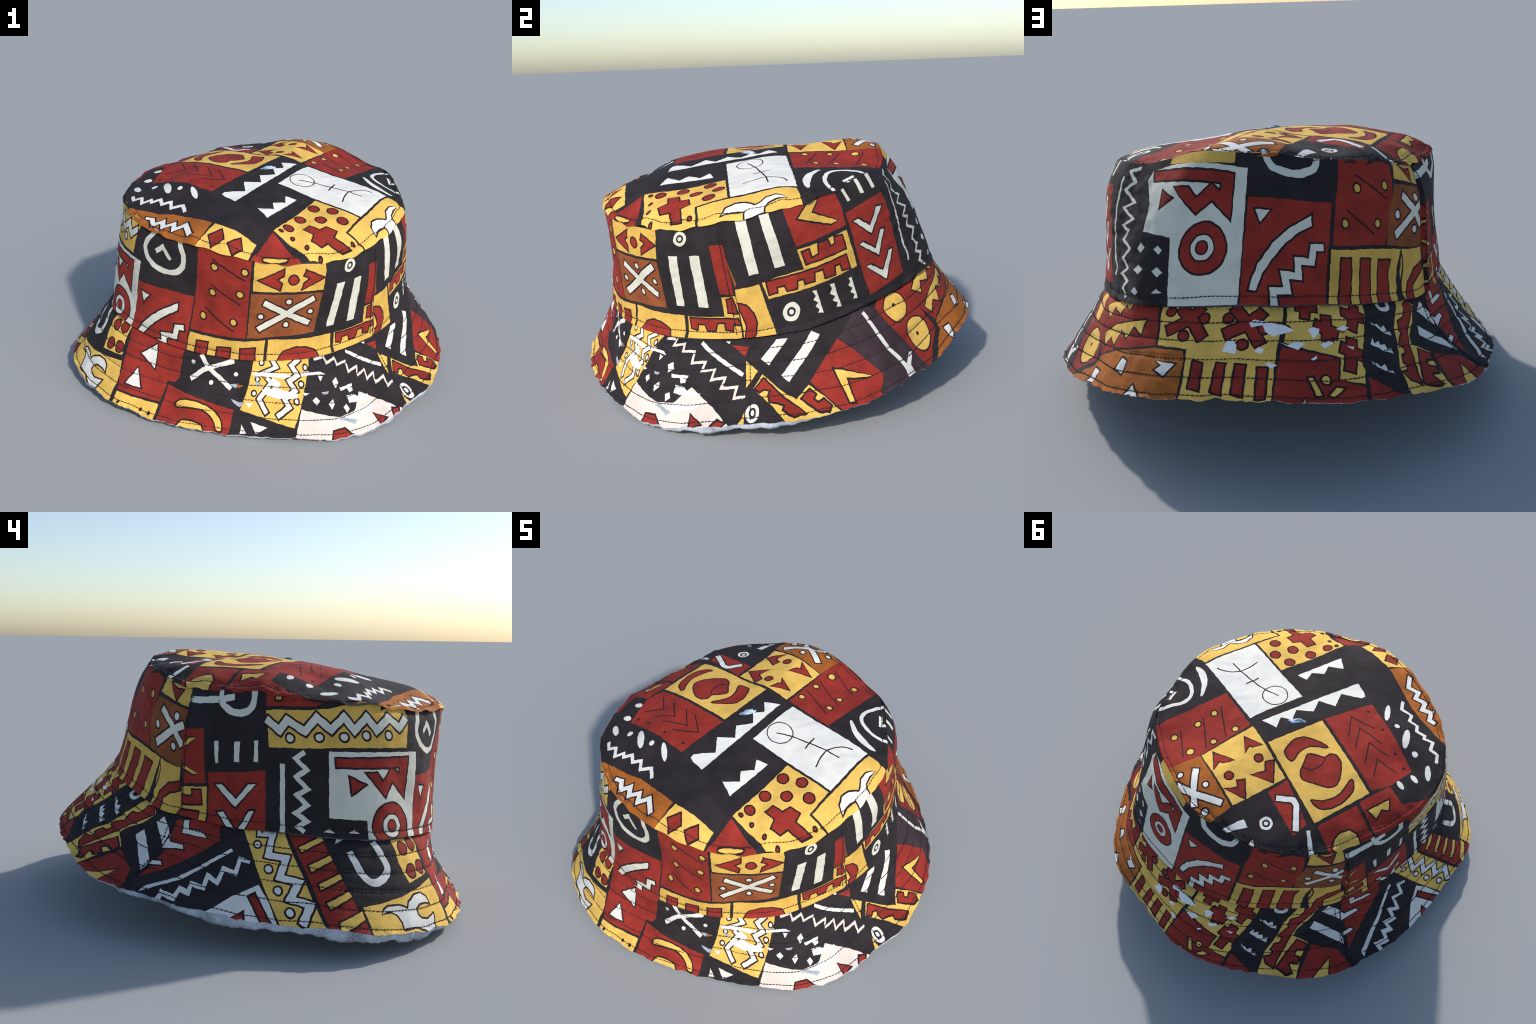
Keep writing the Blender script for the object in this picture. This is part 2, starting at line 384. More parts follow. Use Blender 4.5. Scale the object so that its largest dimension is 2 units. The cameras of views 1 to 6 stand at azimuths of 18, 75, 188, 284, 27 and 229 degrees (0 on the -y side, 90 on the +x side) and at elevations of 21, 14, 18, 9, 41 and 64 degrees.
# crown top: yellow field with horns
field("top", "yellow", (63.8, -6.5), (56.6, -35.2), (52.8, -49.3), (64, -51.1), (71.2, -32.8), (73.6, -24.1), (75.3, -11.8), (75.1, -6.8))
shape("top", "white", (64.3, -40.9), (62, -38.3), (61.1, -33.7), (62.8, -29.9), (66.9, -26.7), (66.8, -24), (65.7, -20.9), (66.4, -17.4), (69.7,
      -12.7), (68.5, -17.6), (68.2, -21.1), (69.4, -23.1), (73.5, -24.8), (71.3, -32.4), (66.9, -30.8), (65.1, -33.6), (64.3, -37.7), edge=OUTLINE)

# crown top: red field with yellow spots
field("top", "red", (14.9, 5.4), (39, 0.1), (51.4, 40.9), (42.8, 46), (25.3, 53), (20, 34.9))
for x, y in ((18.8, 12.3), (21.4, 24.6), (34.1, 12.9), (35.6, 22.7), (38.7, 35.8),):
    dot("top", "yellow", x, y, 1.35, edge=OUTLINE)
dot("top", "yellow", 25.3, 36.4, 1.75, edge=OUTLINE)
band("top", "line", 0.65, (18.6, 18.7), (34.9, 7.6))
band("top", "line", 0.65, (21.6, 29.3), (36.5, 18.1))
band("top", "line", 0.65, (25.2, 41), (39.4, 31.1))

# crown top: yellow field with arrowheads
field("top", "yellow", (-11.5, 41.6), (-18.2, 13.7), (13.4, 5.3), (19.3, 34.3))
shape("top", "red", (7.8, 36), (15.8, 29.2), (5.2, 25.9), (7.6, 29.8), (10.2, 30.8), edge=OUTLINE)
shape("top", "red", (4, 19.1), (11, 12.8), (2.2, 10.2), (4.4, 13.9), (6.4, 14.5), edge=OUTLINE)
shape("top", "red", (-2.9, 39.2), (-12.4, 34.8), (-5.8, 28.9), (-4.2, 31.6), (-7.2, 33.8), edge=OUTLINE)
shape("top", "red", (-5.8, 24.6), (-15.4, 19.4), (-7.8, 11.7), (-6, 14.9), (-9.5, 18.3), edge=OUTLINE)
for x, y in ((0.5, 32.9), (-2.2, 16),):
    dot("top", "red", x, y, 1.75, edge=OUTLINE)

# crown top: orange field with white cross
field("top", "orange", (19.6, 34.8), (25.9, 52.8), (25.2, 53), (16.9, 55.6), (9.3, 57.7), (-0.4, 58.6), (-9.7, 56.5), (-11.7, 43.1))
band("top", "white", 3, (15.1, 41.2), (6.7, 50.1), (0.8, 54.9), edge=OUTLINE)
band("top", "white", 3, (15.1, 53.5), (5.8, 51.1), (-7.4, 44.7), edge=OUTLINE)
band("top", "white", 2.8, (14.5, 41.7), (6.7, 50.1), (1.1, 54.6))
for x, y in ((4.6, 44), (17.7, 48.9), (-4.6, 52.9),):
    dot("top", "white", x, y, 1.35, edge=OUTLINE)
dot("top", "white", 16, 53.9, 1.1, edge=OUTLINE)

# crown top: red field with white hook, and the black field beside it
field("top", "red", (-17.5, 24.8), (-19.6, 13.8), (-41.7, 22.9), (-41.3, 31.3))
band("top", "white", 2.7, (-22.4, 24.1), (-28.7, 18.9), (-31.6, 19.6), (-40.4, 28.7), edge=OUTLINE)
dot("top", "white", -27.9, 35.9, 3.2)
dot("top", "ink", -27.9, 35.9, 1.9)
dot("top", "white", -27.9, 35.9, 1)
shape("top", "white", (-19.5, 42.4), (-23.6, 43.5), (-17.7, 53.2), (-15.7, 52.8))
shape("top", "white", (-29.3, 51.8), (-29.1, 45.5), (-34.8, 49.3), (-30.4, 51.4))
shape("top", "white", (-43.5, 24.9), (-44.6, 23.5), (-55.2, 30.9), (-53.8, 32.9))

# crown top: red fields at the left rear rim
field("top", "red", (-50.7, -3.4), (-55.3, -20.1), (-64.8, -18.5), (-72.4, -36.7), (-73.4, -25.5), (-72.7, -15.6), (-68.1, 1.5))
shape("top", "yellow", (-56.1, -4), (-59.6, -14.8), (-62.5, -11.5), (-60, -9.2), (-61.1, -4.7), edge=OUTLINE)
field("top", "red", (-45.4, 19.6), (-51, -1.3), (-67.6, 2.8), (-65.4, 9.2), (-62.1, 18.2), (-59.4, 23.8))
shape("top", "yellow", (-56.9, 20.7), (-55.6, 18.9), (-54.8, 16.7), (-54.9, 13.4), (-56.6, 9.6), (-59.9, 7.9), (-65.4, 9.5), (-64, 13.3), (-62, 18.4),
      edge=OUTLINE)

# crown top: black field with ovals
oval("top", "white", 2.8, (-57.6, -33.7), (-61.5, -33.3))
oval("top", "white", 2.8, (-56, -25.3), (-59.9, -24.7))
oval("top", "white", 3, (-59.2, -44.8), (-64, -39))
oval("top", "white", 3.6, (-39.6, -51), (-45.2, -42.1))
oval("top", "white", 3, (-23.2, -54.7), (-28.9, -46.6))
dot("top", "white", -50.9, -43.9, 1.6)
dot("top", "white", -34.8, -48, 1.3)
band("top", "white", 1.6, (-25.2, -64.3), (-28.3, -59.6), (-33.8, -61.2), (-35.8, -57.1), (-40.1, -58.4), (-42.3, -55.2), (-46.5, -57), (-47.6,
      -55.2), (-51.6, -57.6), (-53.9, -52.9), (-57.9, -54), (-60.6, -49.8))

# crown top: orange field with zigzag
field("top", "orange", (-60.2, -61), (-30.6, -65.4), (-7, -74.2), (-11.2, -87.8), (-12.2, -87.6), (-26.2, -83.8), (-36.3, -79.8), (-39.7, -78.1),
      (-48.1, -72.7), (-56.7, -65))
band("top", "white", 2.4, (-15.8, -81), (-20.6, -74.2), (-25.6, -76.9), (-27.4, -72.4), (-32.3, -74.7), (-34.2, -70), (-38.2, -72.7), (-40.8, -68.1),
      (-44.3, -68.4), edge=OUTLINE)

# crown top: yellow field with lozenges, red wedge
field("top", "yellow", (-5.5, -74.4), (16, -77.6), (14.9, -87.8), (6.2, -89), (-3.5, -88.9), (-11.6, -87.8), (-11.5, -87.8))
shape("top", "red", (-1.1, -77.6), (1.4, -82.1), (-2.8, -85.4), (-5.9, -81.1), edge=OUTLINE)
shape("top", "red", (8.8, -79.2), (10.9, -83.2), (7.6, -86.4), (4.6, -83.5), edge=OUTLINE)
field("top", "red", (21.2, -69.5), (39.5, -76.1), (43.2, -73.7), (32.6, -80.3), (23.3, -84.9), (15.5, -87.6))
blob("top", "yellow", (20.9, -82.5), (23.6, -80), (30.2, -77.1), (30.4, -78.2), (24.3, -81.6), edge=OUTLINE)

# crown top: black centre with toothed bands, spiral
shape("top", "white", (-3.2, -53.3), (-9.4, -51), (-11.8, -49.3), (-11.3, -47.1), (-7.7, -44.6), (-2.3, -41.7), (-6, -33.3), (2.1, -29.5), (-1,
      -22.6), (5.7, -17.2), (2.6, -11.2), (7.4, -8.1), (4.4, -2.3), (12.4, 0.1))
shape("top", "white", (15.5, -60.2), (8.9, -55.2), (15.9, -50.8), (13.5, -45.4), (18.7, -41.4), (17, -35.7), (22.9, -35.2))
blob("top", "white", (47, 8.9), (48, 10.1), (52.7, 5.3), (58.2, 2.1), (65.3, -1.1), (62, -2.4), (56.7, -1.2), (51.5, 2.3))
curve("top", "white", 2, (57.6, 30.8), (54.2, 24.5), (51.2, 19.5), (51.3, 14.2), (54.8, 10.4), (60.7, 8.1), (67.3, 9.4))
band("top", "white", 1.6, (58.8, 22.8), (60.9, 17.4), (64, 19.8))

# band: pale mask field, left front
field("wall", "warm_white", (388.3, 31.2), (428.2, 32.8), (424.5, -1.5), (402.2, -1.5), (401.9, 6.8), (388.2, 7))
shape("wall", "red", (390.8, 28.7), (422.6, 30.4), (420.4, 15.1), (413.6, 21.4), (409.9, 15.6), (402.3, 24.1), (406.5, 24.3), (409, 21), (413.5,
      26.3), (417.8, 24), (418, 26.7), (391.1, 25.8), edge=OUTLINE)
shape("wall", "red", (395.8, 22.3), (401.4, 19.8), (396.6, 16.3), edge=OUTLINE)
dot("wall", "red", 412.7, 4.7, 8.35, edge=OUTLINE)
dot("wall", "line", 412.7, 4.7, 4.8)
dot("wall", "warm_white", 412.7, 4.7, 4.2)
dot("wall", "line", 412.7, 4.7, 2.5)
dot("wall", "red", 412.7, 4.7, 1.9)

# band: pale mask field, rear
field("wall", "warm_white", (237.3, 45.1), (234.1, -1.5), (210.7, -1.5), (208.3, 22.8), (195.7, 25.7), (195.5, 35), (189.7, 43.4), (190.4, 46.8), (201.1,
      47.4))
shape("wall", "red", (191.6, 46.3), (231.6, 42.9), (230.8, 28.2), (223.3, 34.4), (217.3, 30.2), (206.5, 39.6), (212.9, 38.9), (216.8, 35.1), (222.2,
      39.5), (226.4, 37.1), (226.6, 40), (193.4, 43.3), edge=OUTLINE)
shape("wall", "red", (200.7, 38.8), (206.2, 35.9), (201.6, 33.4), edge=OUTLINE)
dot("wall", "red", 221.2, 18.7, 8.35, edge=OUTLINE)
dot("wall", "line", 220.9, 18.9, 4.8)
dot("wall", "warm_white", 220.9, 18.9, 4.2)
dot("wall", "line", 220.7, 18.9, 2.5)
dot("wall", "red", 220.7, 18.9, 1.9)
shape("wall", "yellow_dimmed", (231.5, 46.4), (216, 46.3), (199.5, 47.9), (199.5, 53), (209.5, 53), (231.9, 53))
curve("wall", "warm_white", 2.6, (243.2, 53), (246.2, 46.8), (250.3, 44.8), (257.1, 44.3), (262, 45.5), (265.7, 47.3), (268.3, 53))

# band: black field with ring, front left
curve("wall", "warm_white", 2.5, (437.4, 53), (431.9, 45.3), (430, 40.5), (432.5, 36.2), (437.4, 33.7), (442.9, 33.1), (448.3, 34.4), (451.9, 38), (452.7,
      43.1), (451, 47.2), (448.2, 53))
band("wall", "warm_white", 2, (436.8, 40.6), (440.8, 43.9), (445.4, 39.2))

# band: red field with arc and steps, front
field("wall", "red", (427.7, 23.6), (445, 25.1), (456.9, 25), (455.5, 9.3), (454.5, -1.5), (445.9, -1.5), (435.6, -1.5), (424.7, -1.5), (425.4, 5.2),
      (426.4, 13.3))
shape("wall", "warm_white", (429.8, 19.4), (434.4, 19.2), (431.3, 15), edge=OUTLINE)
shape("wall", "warm_white", (449.2, 20), (449.3, 16.7), (445.1, 13.9), (439.4, 8.9), (434.9, 3.9), (431.9, -0.9), (428.9, -0.5), (431.3, 4.2), (436.4,
      10.2), (441.7, 15), edge=OUTLINE)
band("wall", "warm_white", 2.4, (453.2, 9.8), (449.8, 9.2), (449.1, 4.5), (443.1, 3.3), (443.9, -0.2), (437.8, -1.9), edge=OUTLINE)

# band: red field with arc and steps, rear
field("wall", "red", (237.8, 35.7), (270.7, 35.4), (266.4, 12.5), (264.3, -1.5), (234.9, -1.5), (235.7, 16.3))
shape("wall", "warm_white", (240.4, 31.7), (245.9, 31.6), (242.2, 27.5), edge=OUTLINE)
shape("wall", "warm_white", (261.7, 30.6), (261.5, 27.1), (256.3, 24.6), (250.8, 20.4), (246, 15.1), (242.3, 9.9), (240.3, 4.7), (237.9, 4.9), (238.8,
      8.2), (241, 13.3), (246.6, 20.7), (252.5, 25.6), edge=OUTLINE)
band("wall", "warm_white", 2.4, (265.6, 19.6), (261.6, 19.5), (260.6, 14.3), (255.4, 14.8), (255.3, 9.4), (250.3, 10), (251.1, 4.8), (246.1, 4.6), (246.4,
      -1.5), edge=OUTLINE)

# band: red fields with yellow spots
field("wall", "red", (460.8, 53), (486.5, 53), (486, 53), (483.4, 10.8), (474, 10.6), (456.4, 10.4), (457.5, 24.9), (460.5, 44.7))
for x, y in ((468.4, 42.6), (482.7, 43.3), (467.1, 30.2), (480.5, 32.3), (462.2, 17.8), (477.6, 18.3),):
    dot("wall", "yellow_dimmed", x, y, 1.35, edge=OUTLINE)
band("wall", "line", 0.75, (467.3, 46.2), (482.8, 39.3))
band("wall", "line", 0.75, (465.9, 34.1), (480.8, 27.3))
band("wall", "line", 0.75, (462.9, 22), (477.8, 13.8))
field("wall", "red", (277.5, 53), (304.9, 53), (303.1, 42.3), (300.3, 30.4), (296.6, 20.2), (269.6, 20.5), (272.5, 35.8), (275.1, 43.6))
for x, y in ((283.3, 40.5), (298.1, 41.6), (276.1, 28.3), (292.6, 28.1),):
    dot("wall", "yellow_dimmed", x, y, 1.35, edge=OUTLINE)
band("wall", "line", 0.75, (283, 45), (298.6, 36.8))
band("wall", "line", 0.75, (277.4, 32.9), (290.9, 23.9))

# band: yellow arrow field and orange cross field, front
field("wall", "yellow_dimmed", (15.5, 53), (48.1, 53), (48.8, 46.6), (48.1, 37), (14.8, 35))
shape("wall", "red", (17.5, 40.6), (28.5, 46.9), (28.1, 44), (25.1, 41.9), (27.6, 40.2), (27, 37), edge=OUTLINE)
shape("wall", "red", (39.2, 46.8), (47.8, 43.2), (37.7, 37.5), (38.4, 40.4), (41.5, 42.9), (38.4, 44.5), edge=OUTLINE)
dot("wall", "red", 33.2, 42.2, 2.05, edge=OUTLINE)
field("wall", "dark_orange", (14.1, 33.7), (47.9, 35.7), (47, 12.9), (12.5, 10.9))
band("wall", "warm_white", 3, (20.1, 29.7), (31.4, 24.3), (43.3, 18.7), edge=OUTLINE)
band("wall", "warm_white", 3, (44.2, 32.8), (35.5, 27.6), (31.4, 24.3), (17.5, 15.7), edge=OUTLINE)
band("wall", "warm_white", 2.8, (20.7, 29.4), (31.4, 24.3), (42.5, 19))
for x, y in ((31.8, 30.9), (43.1, 25.3), (18.7, 22.5), (31.3, 18.3),):
    dot("wall", "warm_white", x, y, 1.25, edge=OUTLINE)

# band: orange cross field, rear left
field("wall", "dark_orange", (304.6, 42.5), (325.6, 42), (324.1, 35), (323.6, 26.3), (323.1, 18.8), (298.1, 20.2), (299.2, 32.7))
band("wall", "warm_white", 3, (308.9, 38.7), (318, 33.1), (323.5, 27.3), edge=OUTLINE)
band("wall", "warm_white", 3, (303.9, 23.7), (317.1, 32.1), (324, 35.7), edge=OUTLINE)
band("wall", "warm_white", 2.8, (309.5, 38.4), (318, 33.1), (323.5, 27.3))
for x, y in ((319.6, 38), (305.2, 31.5), (317.8, 25.9),):
    dot("wall", "warm_white", x, y, 1.45, edge=OUTLINE)
field("wall", "yellow_dimmed", (308.5, 53), (318, 53), (324.5, 53), (325.5, 43), (305.1, 44.2))
shape("wall", "red", (310.6, 49.4), (316.5, 47.5), (320, 48.2), (317.8, 44.1), edge=OUTLINE)

# band: yellow foot fields, front
field("wall", "yellow_dimmed", (456.3, 9.1), (474, 9), (483.2, 9.3), (492.9, 10.1), (492.2, -1.5), (488.1, -1.5), (480.3, -1.5), (464.3, -1.5), (454.8, -1.5))
shape("wall", "red", (460.2, 5.7), (465.1, 6), (464.1, 0), (459.2, -0.5), edge=OUTLINE)
shape("wall", "red", (470, 4.4), (476, 4.8), (475.3, -1.2), (469.3, -1.2), edge=OUTLINE)
shape("wall", "red", (9.5, 5.1), (16.3, 5.8), (16.2, -0.2), (9.4, -0.7), edge=OUTLINE)
field("wall", "yellow_dimmed", (22.9, 10.2), (57.4, 10), (57.8, 4), (58, -1.5), (39.7, -1.5), (22.2, -1.5))
shape("wall", "red", (27, -1.5), (30.9, 3.8), (37.5, 5.7), (43.2, 5), (48.3, 2.7), (50.3, -1.5), (37.6, -1.5), edge=OUTLINE)

# band: yellow foot field with tines, rear
field("wall", "yellow_dimmed", (268.9, 19.1), (307.7, 18.7), (304, 11.6), (300.3, -1.5), (281.4, -1.5), (265.3, -1.5))
shape("wall", "red", (272.9, 15.8), (277, 15.8), (276.3, 10.4), (273.9, -1.5), (269.3, -1.5), edge=OUTLINE)
shape("wall", "red", (282.5, 15.4), (287.7, 15), (286, 7.6), (284.3, -1.5), (278.9, -1.5), edge=OUTLINE)
shape("wall", "red", (293, 14.6), (299.9, 14.4), (297.5, 9.9), (295.3, -1.5), (288.5, -1.5), edge=OUTLINE)
field("wall", "yellow_dimmed", (308.3, 18.7), (323.1, 18.5), (323.1, 12.9), (324.8, 3.5), (322.1, -1.5), (311.4, -1.5), (305.6, -1.5), (305.5, 9))
curve("wall", "line", 0.85, (307.2, 18.1), (308.3, 14.4), (306.8, 8.9), (302.8, 2.3))
shape("wall", "red", (323.2, 12.7), (316, 10.8), (310.2, 6), (306.5, -1.5), (312.1, -1.5), (312.8, 4.8), (317.6, 7.9), (323.1, 9.6), edge=OUTLINE)

# band: black field with bars, right front
dot("wall", "warm_white", 61.8, 46, 3.2)
dot("wall", "ink", 61.8, 46, 1.8)
dot("wall", "warm_white", 61.8, 46, 1)
shape("wall", "warm_white", (55.2, 38.8), (59.7, 38.6), (58.4, 14.6), (53.8, 14.6))
shape("wall", "warm_white", (65.7, 38.2), (70.5, 38), (72.1, 14.1), (66.8, 14.3))
shape("wall", "red", (75.6, 41.7), (81.9, 41.3), (85.4, 19), (78.6, 19.8))
shape("wall", "dark_orange", (82.7, 35.2), (87, 23.6), (86, 22))

# band: key fret foot, right front
field("wall", "yellow_dimmed", (59.6, 9.8), (80, 9.7), (78.9, 18.3), (86, 18.4), (87.1, 11.9), (88.7, -1.5), (73.1, -1.5), (59.8, -1.5))
shape("wall", "red", (61.1, 8.9), (86.6, 8.3), (87.7, 6), (84.5, 6.5), (84, 3.5), (80.6, 3.9), (80.1, 7), (75.7, 7.1), (74.8, 3.5), (70.7, 3.7),
      (69.4, 6.6), (65.1, 6.7), (64.6, 3.9), (61.6, 4.5), edge=OUTLINE)
shape("wall", "red", (81.8, 17), (84.3, 17.4), (86.4, 11.1), (82.2, 11.5), edge=OUTLINE)
field("wall", "yellow_dimmed", (86, 21.2), (97.6, 21.9), (105.3, -1.5), (93.7, -1.5), (89.4, -1.5), (88.9, 5.1), (86.9, 14.1))
shape("wall", "red", (87.3, 14.7), (91, 13.8), (94.4, 10.1), (95.7, 6.2), (95.2, 1.7), (92.5, -1.8), (89.7, -2.4), (90.6, 1.6), (91.4, 4.9), (90.3,
      7.8), (88.1, 11.8), edge=OUTLINE)
shape("wall", "warm_white", (86.9, 53), (91.9, 53), (97.6, 26.6), (93.1, 26.4))
shape("wall", "warm_white", (97.7, 53), (102.1, 53), (109.8, 27.6), (105.1, 27.4))

# band: red field with yellow angle, key fret, right
field("wall", "red", (108.4, 53), (118.3, 53), (136.7, 53), (139.6, 43), (140.3, 35.4), (114.8, 34.2))
shape("wall", "yellow_dimmed", (122.3, 49.9), (127.1, 49.5), (123.1, 45.4), (136.4, 38.7), (132.8, 38.3), (116.2, 45), edge=OUTLINE)
field("wall", "yellow_dimmed", (115.2, 32.8), (140.5, 33.4), (144.7, 17.2), (104.7, 15.3), (101.8, 14.9), (99, 22.3), (105, 23.4), (118.4, 24.3))
shape("wall", "red", (117.7, 31.2), (120.6, 31.5), (121.9, 27.6), (125.8, 28.1), (125.5, 32.6), (130, 32.5), (131.3, 29.6), (134, 29.8), (134, 32.6),
      (137.7, 32), (139, 26.5), (119.6, 26.1), edge=OUTLINE)
shape("wall", "red", (101.2, 22.2), (138.9, 23.7), (140.4, 17.8), (136.7, 18.5), (136, 21.5), (132.5, 21.6), (132.9, 17.8), (128.4, 18), (127.5,
      21.9), (122.6, 21.9), (122.9, 18.3), (119, 18.2), (118.3, 20.6), (115, 20.4), (114.7, 17.2), (110.7, 17), (109.5, 19.5), (105.6, 19.4), (105.7,
      17.3), (102.4, 17), edge=OUTLINE)
dot("wall", "warm_white", 111.9, 8.1, 3.9)
dot("wall", "ink", 111.9, 8.1, 2)
dot("wall", "warm_white", 111.9, 8.1, 1.1)
shape("wall", "warm_white", (121.7, 14.2), (123.7, 14.1), (126.6, 4.1), (123.9, 4.7), (124.7, 6), (122.9, 7.8), (124.3, 8.7), (122.2, 10.6), (123.3, 11.9))
shape("wall", "warm_white", (130.1, 14.5), (132.3, 14.3), (135.1, 3.7), (132.8, 4.4), (133.3, 6), (131, 7.6), (132.3, 9), (129.9, 10.6), (131.2, 12.6))
shape("wall", "warm_white", (139.6, 13.8), (141.4, 13.7), (143.4, 4.2), (141.2, 4.7), (142, 6.3), (140.1, 7.8), (141.3, 9.2), (139.2, 10.8), (140.5, 12.1))
shape("wall", "yellow_dimmed", (129.5, -1.5), (141.8, -1.5), (141.7, -1.5), (130, -1.5))
shape("wall", "yellow_dimmed", (146.9, -1.5), (156.8, -1.5), (157.3, -1.5), (147.3, -1.5))
shape("wall", "yellow_dimmed", (115.7, -1.5), (125.3, -1.5), (124.9, -1.5), (116, -1.5))
shape("wall", "yellow_dimmed", (105.8, -1.5), (111.3, -1.5), (111.4, -1.5), (106.3, -1.5))

# band: red field with pale chevrons, right rear
field("wall", "red", (141.1, 40), (165.5, 42), (168.8, 26.2), (173.1, 5.3), (150.6, 2.8), (145.3, 21.4))
shape("wall", "warm_white", (144.5, 35.6), (147.2, 35.8), (153.8, 30.8), (158.7, 37.2), (162.3, 36.9), (154.3, 27.5), edge=OUTLINE)
shape("wall", "warm_white", (146.7, 25.2), (149, 25.5), (156.5, 20.4), (160.2, 27.3), (162.8, 27.2), (158.2, 17.3), edge=OUTLINE)
shape("wall", "warm_white", (149.9, 15), (152.6, 14.9), (160.1, 10.2), (165.1, 17.6), (167.3, 17.3), (161.5, 6.2), edge=OUTLINE)
shape("wall", "warm_white", (141.5, 49.3), (143.6, 49), (145.3, 43.8), (143.7, 43.7))
shape("wall", "warm_white", (150.8, 53), (153.1, 53), (153.8, 44.2), (151.8, 44.4))
shape("wall", "warm_white", (159.2, 53), (161.8, 53), (161.7, 44.6), (159.2, 44.4))
curve("wall", "warm_white", 1.3, (173.3, 45.1), (173.7, 32.7), (175.8, 18), (178.5, 11.9), (177.8, 8.7))
band("wall", "warm_white", 1.3, (181.9, 48.5), (176.1, 47.2), (181.5, 43.6), (177.2, 40.7), (185.5, 36.3), (178.8, 34.4), (187.3, 30.4), (180.9, 27.9),
      (185.7, 26.2), (182.8, 22.8), (188.8, 19.7), (184.5, 16.2), (188.6, 12.4), (185, 10.2), (189.8, 7.8), (186.9, 5.1), (190.7, 1.7))
shape("wall", "warm_white", (195.3, 21.8), (197.6, 20.2), (196.3, 18.1), (193.9, 19.8))
shape("wall", "warm_white", (195.8, 14.1), (198.2, 12.4), (196.6, 10.5), (193.8, 12.2))
shape("wall", "warm_white", (195.9, 6), (198, 4.5), (196.5, 3.3), (194.4, 4.2))
shape("wall", "warm_white", (203.6, 20.5), (205.8, 18.7), (204.4, 17.2), (201.9, 19.4))
shape("wall", "warm_white", (204.7, 13), (207.2, 11.3), (205.5, 9.7), (202.6, 11.6))
shape("wall", "warm_white", (205.6, 5.9), (207.9, 4.3), (203.9, 4.2))

# band: left side, red slip, key fret, chevrons
field("wall", "red", (324.2, 34.5), (335.6, 35.5), (337.4, 14.5), (325.1, 12.7), (323.3, 23.7))
shape("wall", "yellow_dimmed", (332, 31.8), (328.5, 31.4), (324.2, 26.9), (325.8, 27.3), edge=OUTLINE)
shape("wall", "yellow_dimmed", (324.6, 21), (333.6, 17.6), (330.4, 17.4), (325.9, 19.3), edge=OUTLINE)
field("wall", "yellow_dimmed", (326.4, 11.7), (338.1, 13.1), (338.9, -1.5), (335.4, -1.5), (335.2, 3.5), (323.4, 2.8), (323.3, 8.3))
shape("wall", "red", (325.5, 8.7), (328.6, 7.9), (331.6, 8.7), (331.1, 10.9), (335.1, 11.3), (335.8, 6.1), (326.1, 4.7), edge=OUTLINE)
shape("wall", "red", (323.6, 1.8), (334.6, 2.6), (335, -1.5), (324.2, -1.5))
field("wall", "red", (338.8, 18.9), (364.2, 21.6), (364.9, -1.5), (352.8, -1.5), (339.7, -1.5))
shape("wall", "warm_white", (342.4, 14.5), (345.3, 15.1), (352, 10.4), (357.2, 16.3), (360.4, 16.5), (351.8, 7.5), edge=OUTLINE)
shape("wall", "warm_white", (343.9, 4.4), (346.6, 5.1), (352.7, -1.5), (357.7, 6.5), (359.8, 6.8), (355.5, -1.5), (352.8, -1.5), (350, -1.5), edge=OUTLINE)
shape("wall", "warm_white", (341.1, 30.8), (343.1, 31.1), (343.6, 22.8), (342.1, 22.5))
shape("wall", "warm_white", (350.5, 31.2), (352.9, 31.4), (352.9, 24), (350.5, 23.8))
shape("wall", "warm_white", (359.2, 32.1), (360.9, 32.2), (360.9, 24.4), (359.2, 24.4))
band("wall", "warm_white", 2.6, (326, 46.3), (341.5, 46.1))
band("wall", "warm_white", 2.4, (342, 53), (342.7, 46))
band("wall", "warm_white", 2.4, (342.5, 46.2), (349.5, 47.4))
curve("wall", "warm_white", 2.6, (342.5, 46.2), (345.2, 43.7), (348.9, 42), (353.4, 41.8), (357.1, 43.4), (358.6, 46.2), (358.9, 53))

# band: red strip with yellow pegs, zigzag frieze
field("wall", "red", (363.7, 53), (364, 44.7), (383.2, 47.2), (397.2, 53), (412.1, 53), (405.2, 53), (394.1, 53), (388, 53), (378.3, 53))
shape("wall", "yellow_dimmed", (367.8, 53), (370.2, 53), (370.1, 47.9), (367.9, 47.6), edge=OUTLINE)
shape("wall", "yellow_dimmed", (374.9, 53), (377.6, 53), (377.5, 53), (375, 48.6), edge=OUTLINE)
shape("wall", "yellow_dimmed", (382.2, 53), (384.1, 53), (384.9, 53), (382.5, 53), edge=OUTLINE)
field("wall", "yellow_dimmed", (364, 43.4), (388.1, 46.6), (412.6, 53), (410.3, 47.3), (425.1, 53), (421.9, 34.2), (422.7, 34.1), (393.7, 32.9), (365.5, 30))
band("wall", "warm_white", 2.7, (364.1, 40.2), (369.6, 36.6), (372.5, 40.9), (379.4, 37.6), (383.8, 43.1), (389.2, 39.1), (394.1, 44), (398.2, 39.4),
      (403.4, 44.5), (407.5, 39.9), (413.4, 44.9), (418.3, 41.4), (422.8, 45.5), edge=OUTLINE)
for x, y in ((373.8, 34.4), (384.8, 36), (394, 36.7), (402.9, 37.7), (412.7, 38.3),):
    dot("wall", "warm_white", x, y, 1.35, edge=OUTLINE)
band("wall", "warm_white", 1.9, (371, 24.7), (371.4, -1.5))
band("wall", "warm_white", 1.8, (379.4, 30.1), (376, 27.3), (380.3, 23.7), (376.3, 20.6), (380.6, 16.7), (376.6, 14.1), (380.4, 10.8), (376.2, 7.5),
      (380.3, 5), (377.1, 2.6), (379.4, 0.9))
shape("wall", "warm_white", (386.2, 1.5), (388.3, 3.1), (390.2, 1.7))
shape("wall", "warm_white", (395.1, 2), (397.2, 3.4), (399, 2))

